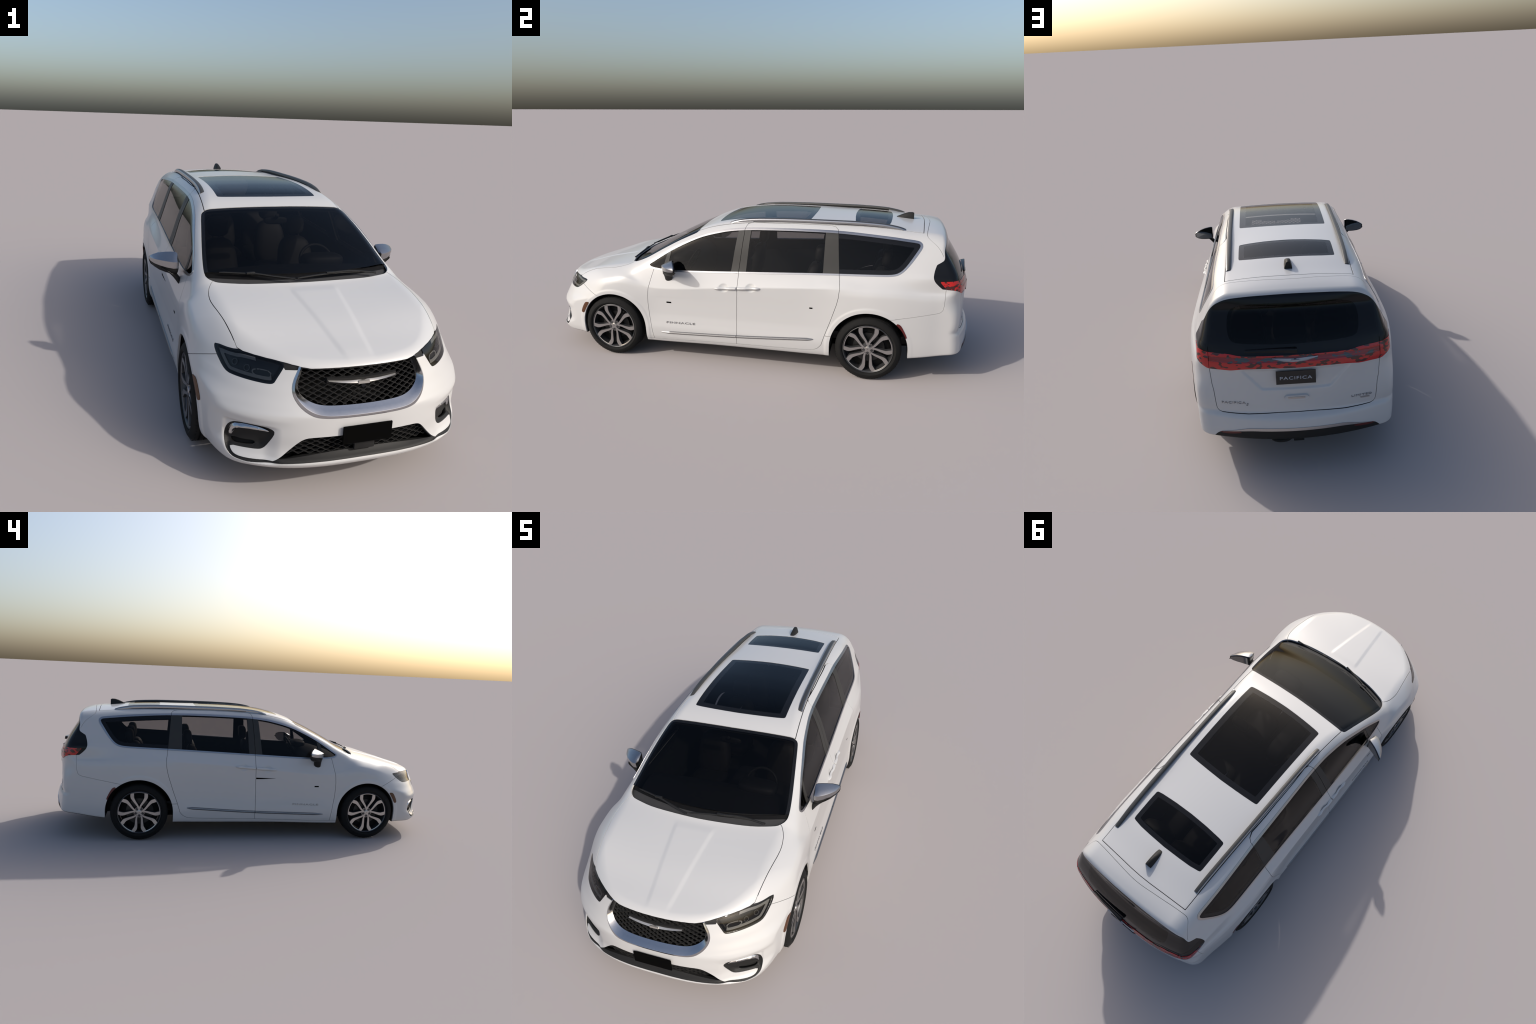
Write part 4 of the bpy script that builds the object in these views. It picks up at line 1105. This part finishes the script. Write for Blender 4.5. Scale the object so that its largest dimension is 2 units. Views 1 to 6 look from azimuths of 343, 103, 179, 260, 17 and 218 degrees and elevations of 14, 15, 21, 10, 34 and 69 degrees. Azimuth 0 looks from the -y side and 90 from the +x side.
rg = [[(x, surf(x, .297, -.011)[1]+.006, .289+.05*abs(x)*1.1), (x, surf(x, .297, -.011)[1]+.006, .307+.02*abs(x)), (x, surf(x, .297, -.011)[1]-.0015, .306+.02*abs(x)), (x, surf(x, .297, -.011)[1]-.0015, .290+.05*abs(x)*1.1)] for x in np.linspace(-.093, .093, 25)]
solid('emblem_base', *loft(rg), BLACK)
v, f = tube([(0, -.940, .2865), (0, -.9585, .2865)], .0058, 16); solid('front_camera', v, f, GLOSSBLK, smooth_angle=50)
v, f = box((0, .9755, .4265), (.026, .006, .006))
wings(.074, ((.0045, .0050, .0055, .0085), (-.0110, -.0100, .0010, .0065)), lambda x, z: on_rear(x, .428, .001)[1], -.004, .4275, EMBLEM_R, 'rear_emblem', gate_o, (v, f))
rg = []
for x in np.linspace(-.041, .041, 13):
    e = 1-abs(x)/.041; b = on_rear(x, .286, 0)[1]; h = .0125*min(1, e*4+.25)
    rg.append([(x, b-.004, .285-h), (x, b+.0055, .285-h*.8), (x, b+.004, .285), (x, b+.0065, .285+h*.75), (x, b-.004, .285+h)])
solid('tailgate_handle', *loft(rg), PAINT, gate_o, smooth_angle=40)
rg = []
for x in np.linspace(-.028, .028, 9):
    b = on_rear(x, .286, 0)[1]
    rg.append([(x, b+.003, .2815), (x, b+.0062, .2815), (x, b+.0062, .2885), (x, b+.003, .2885)])
solid('handle_grip', *loft(rg), SATIN, gate_o)

def lettering(name, text, place, width, height, depth, mat, parent, shear=0.):
    cu = bpy.data.curves.new(name, 'FONT'); cu.body = text; cu.size = 1.; cu.extrude = .05; cu.resolution_u = 3; cu.shear = shear; cu.space_character = 1.12
    ob = bpy.data.objects.new(name, cu); bpy.context.collection.objects.link(ob)
    dg = bpy.context.evaluated_depsgraph_get(); me = bpy.data.meshes.new_from_object(ob.evaluated_get(dg))
    bpy.data.objects.remove(ob)
    n = len(me.vertices); co = np.empty(n*3); me.vertices.foreach_get('co', co); co = co.reshape(-1, 3)
    lo = co.min(0); hi = co.max(0); q = (co-lo)/(hi-lo)
    out = np.array([place(a*width, b*height, (c-.35)*depth) for a, b, c in q])
    me.vertices.foreach_set('co', out.ravel()); me.update()
    bm = bmesh.new(); bm.from_mesh(me); bmesh.ops.recalc_face_normals(bm, faces=bm.faces); bm.to_mesh(me); bm.free()
    me.materials.clear(); me.materials.append(mat)
    return add(name, me, parent)
lettering('door_lettering', 'PINNACLE', lambda u, v, d: (sx(-.349+u, .1795+v+u*.02)+d, -.349+u, .1795+v+u*.02), .138, .0088, .003, LETTER, fd[0])
lettering('door_lettering', 'PINNACLE', lambda u, v, d: (-sx(-.211-u, .182+v-u*.02)-d, -.211-u, .182+v-u*.02), .138, .0088, .003, LETTER, fd[1])
lettering('plate_lettering', 'PACIFICA', lambda u, v, d: (.0525-u, .9826+d, .3605+v), .105, .0115, .0016, LETTER_PLATE, gate_o)
lettering('tailgate_lettering', 'PACIFICA', lambda u, v, d: (.251-u, on_rear(.251-u, .262+v, d)[1], .262+v), .080, .0085, .003, LETTER, gate_o)
lettering('tailgate_lettering', 'S', lambda u, v, d: (.169-u, on_rear(.169-u, .2555+v, d)[1], .2555+v), .008, .0085, .003, LETTER, gate_o, .2)
lettering('tailgate_lettering', 'LIMITED', lambda u, v, d: (-.185-u, on_rear(-.185-u, .2615+v, d)[1], .2615+v), .071, .0075, .003, LETTER, gate_o)
rg = [[(x, on_rear(x, .255, -.001)[1], .2525), (x, on_rear(x, .255, .0018)[1], .2525), (x+.0025, on_rear(x, .258, .0018)[1], .2575), (x+.0025, on_rear(x, .258, -.001)[1], .2575)] for x in np.linspace(-.249, -.217, 7)]
solid('tailgate_badge', *loft(rg), LETTER, gate_o)

# ---------------------------------------------------------------- underside and tail hardware
v, f = box((-.003, .940, .112), (.036, .05, .027)); solid('tow_receiver', v, f, BLACK, bevel=.002)
v, f = box((-.003, .9655, .112), (.024, .0015, .018)); solid('tow_opening', v, f, DEEP)
rings = []
for x in np.linspace(.022, .090, 9):
    e = math.sqrt(max(.02, 1-((x-.056)/.036)**2))
    rings.append([(x, .952+.018*e*math.cos(a), .103+.009*e*math.sin(a)) for a in [2*math.pi*k/12 for k in range(12)]])
solid('muffler', *loft(rings), BLACK, smooth_angle=60)
v, f = box((0, -.03, .118), (.66, .80, .05)); solid('floor_pan', v, f, STRUCT)
v, f = box((0, 0.06, .175), (.60, 1.30, .012)); solid('cabin_floor', v, f, DASH)
for wy in WHEEL_Y:
    v, f = tube([(-.3, wy, WHEEL_Z), (.3, wy, WHEEL_Z)], .014, 10); solid('axle_beam', v, f, STRUCT)

# ================================================================ cabin
def soft_box(c, s, p=3.2, n=20, m=12, lean=0., taper=0.):
    """rounded cushion: super-ellipsoid, leaned back and tapered upwards"""
    V = []; F = []
    for i in range(m+1):
        a = -math.pi/2+math.pi*i/m
        for j in range(n):
            b = 2*math.pi*j/n
            f = lambda t: math.copysign(abs(t)**(2/p), t)
            x = f(math.cos(a))*f(math.cos(b)); y = f(math.cos(a))*f(math.sin(b)); z = f(math.sin(a))
            k = 1-taper*(z+1)/2
            V.append((c[0]+x*s[0]/2*k, c[1]+y*s[1]/2+lean*(z+1)/2*s[2], c[2]+z*s[2]/2))
    for i in range(m):
        for j in range(n):
            F.append((i*n+j, i*n+(j+1) % n, (i+1)*n+(j+1) % n, (i+1)*n+j))
    return V, F
def seat(x, y, w, h=.20):
    s = solid('seat', *merge([soft_box((x, y, .255), (w, .17, .07)), soft_box((x, y+.065, .355), (w*.96, .065, h), lean=.22, taper=.18)]), CLOTH, smooth_angle=80)[0]
    solid('headrest', *merge([soft_box((x, y+.122, .497), (w*.52, .045, .075), lean=.1), tube([(x-.02, y+.113, .44), (x-.02, y+.118, .48)], .003, 6), tube([(x+.02, y+.113, .44), (x+.02, y+.118, .48)], .003, 6)]), CLOTH, s, smooth_angle=80)
for y in (-.135, .20):
    for x in (.155, -.155): seat(x, y, .165)
for x in (.165, 0, -.165): seat(x, .50, .150, .19)
rings = []
for y, z0, z1 in ((-.50, .20, .415), (-.44, .20, .432), (-.39, .20, .438), (-.345, .24, .428), (-.325, .28, .405), (-.32, .30, .37)):
    rings.append([(x, y, z0) for x in (-.29, .29)]+[(x, y, z1-.012*(abs(x)/.29)**2) for x in (.29, .2, .1, 0, -.1, -.2, -.29)])
solid('dashboard', *loft(rings), DASH, smooth_angle=60)
solid('instrument_hood', *soft_box((.14, -.345, .438), (.15, .08, .045)), DASH, smooth_angle=80)
solid('centre_console', *soft_box((0, -.17, .25), (.09, .30, .13), p=5), DASH, smooth_angle=60)
# steering wheel
V = []; F = []; n, m = 32, 8; R0 = .0615; c = Vector((.141, -.298, .420)); rot = Euler((math.radians(62), 0, 0)).to_matrix()
for i in range(n):
    a = 2*math.pi*i/n
    for j in range(m):
        b = 2*math.pi*j/m; r = R0+.0055*math.cos(b)
        V.append(tuple(c+rot@Vector((r*math.cos(a), r*math.sin(a), .0055*math.sin(b)))))
for i in range(n):
    for j in range(m): F.append((i*m+j, ((i+1) % n)*m+j, ((i+1) % n)*m+(j+1) % m, i*m+(j+1) % m))
hubv, hubf = soft_box((0, 0, 0), (.05, .04, .018))
hubv = [tuple(c+rot@Vector(p)) for p in hubv]
sp = [tube([tuple(c), tuple(c+rot@Vector((R0*math.cos(a), R0*math.sin(a), 0)))], .006, 6) for a in (0.15, math.pi-.15, -math.pi/2)]
solid('steering_wheel', *merge([(V, F), (hubv, hubf)]+sp), DASH, smooth_angle=60)
v, f = soft_box((0, -.245, .560), (.085, .012, .026)); solid('cabin_mirror', v, f, DASH, smooth_angle=70)
v, f = tube([(0, -.25, .570), (0, -.265, .583)], .006, 8); solid('mirror_stalk', v, f, DASH)
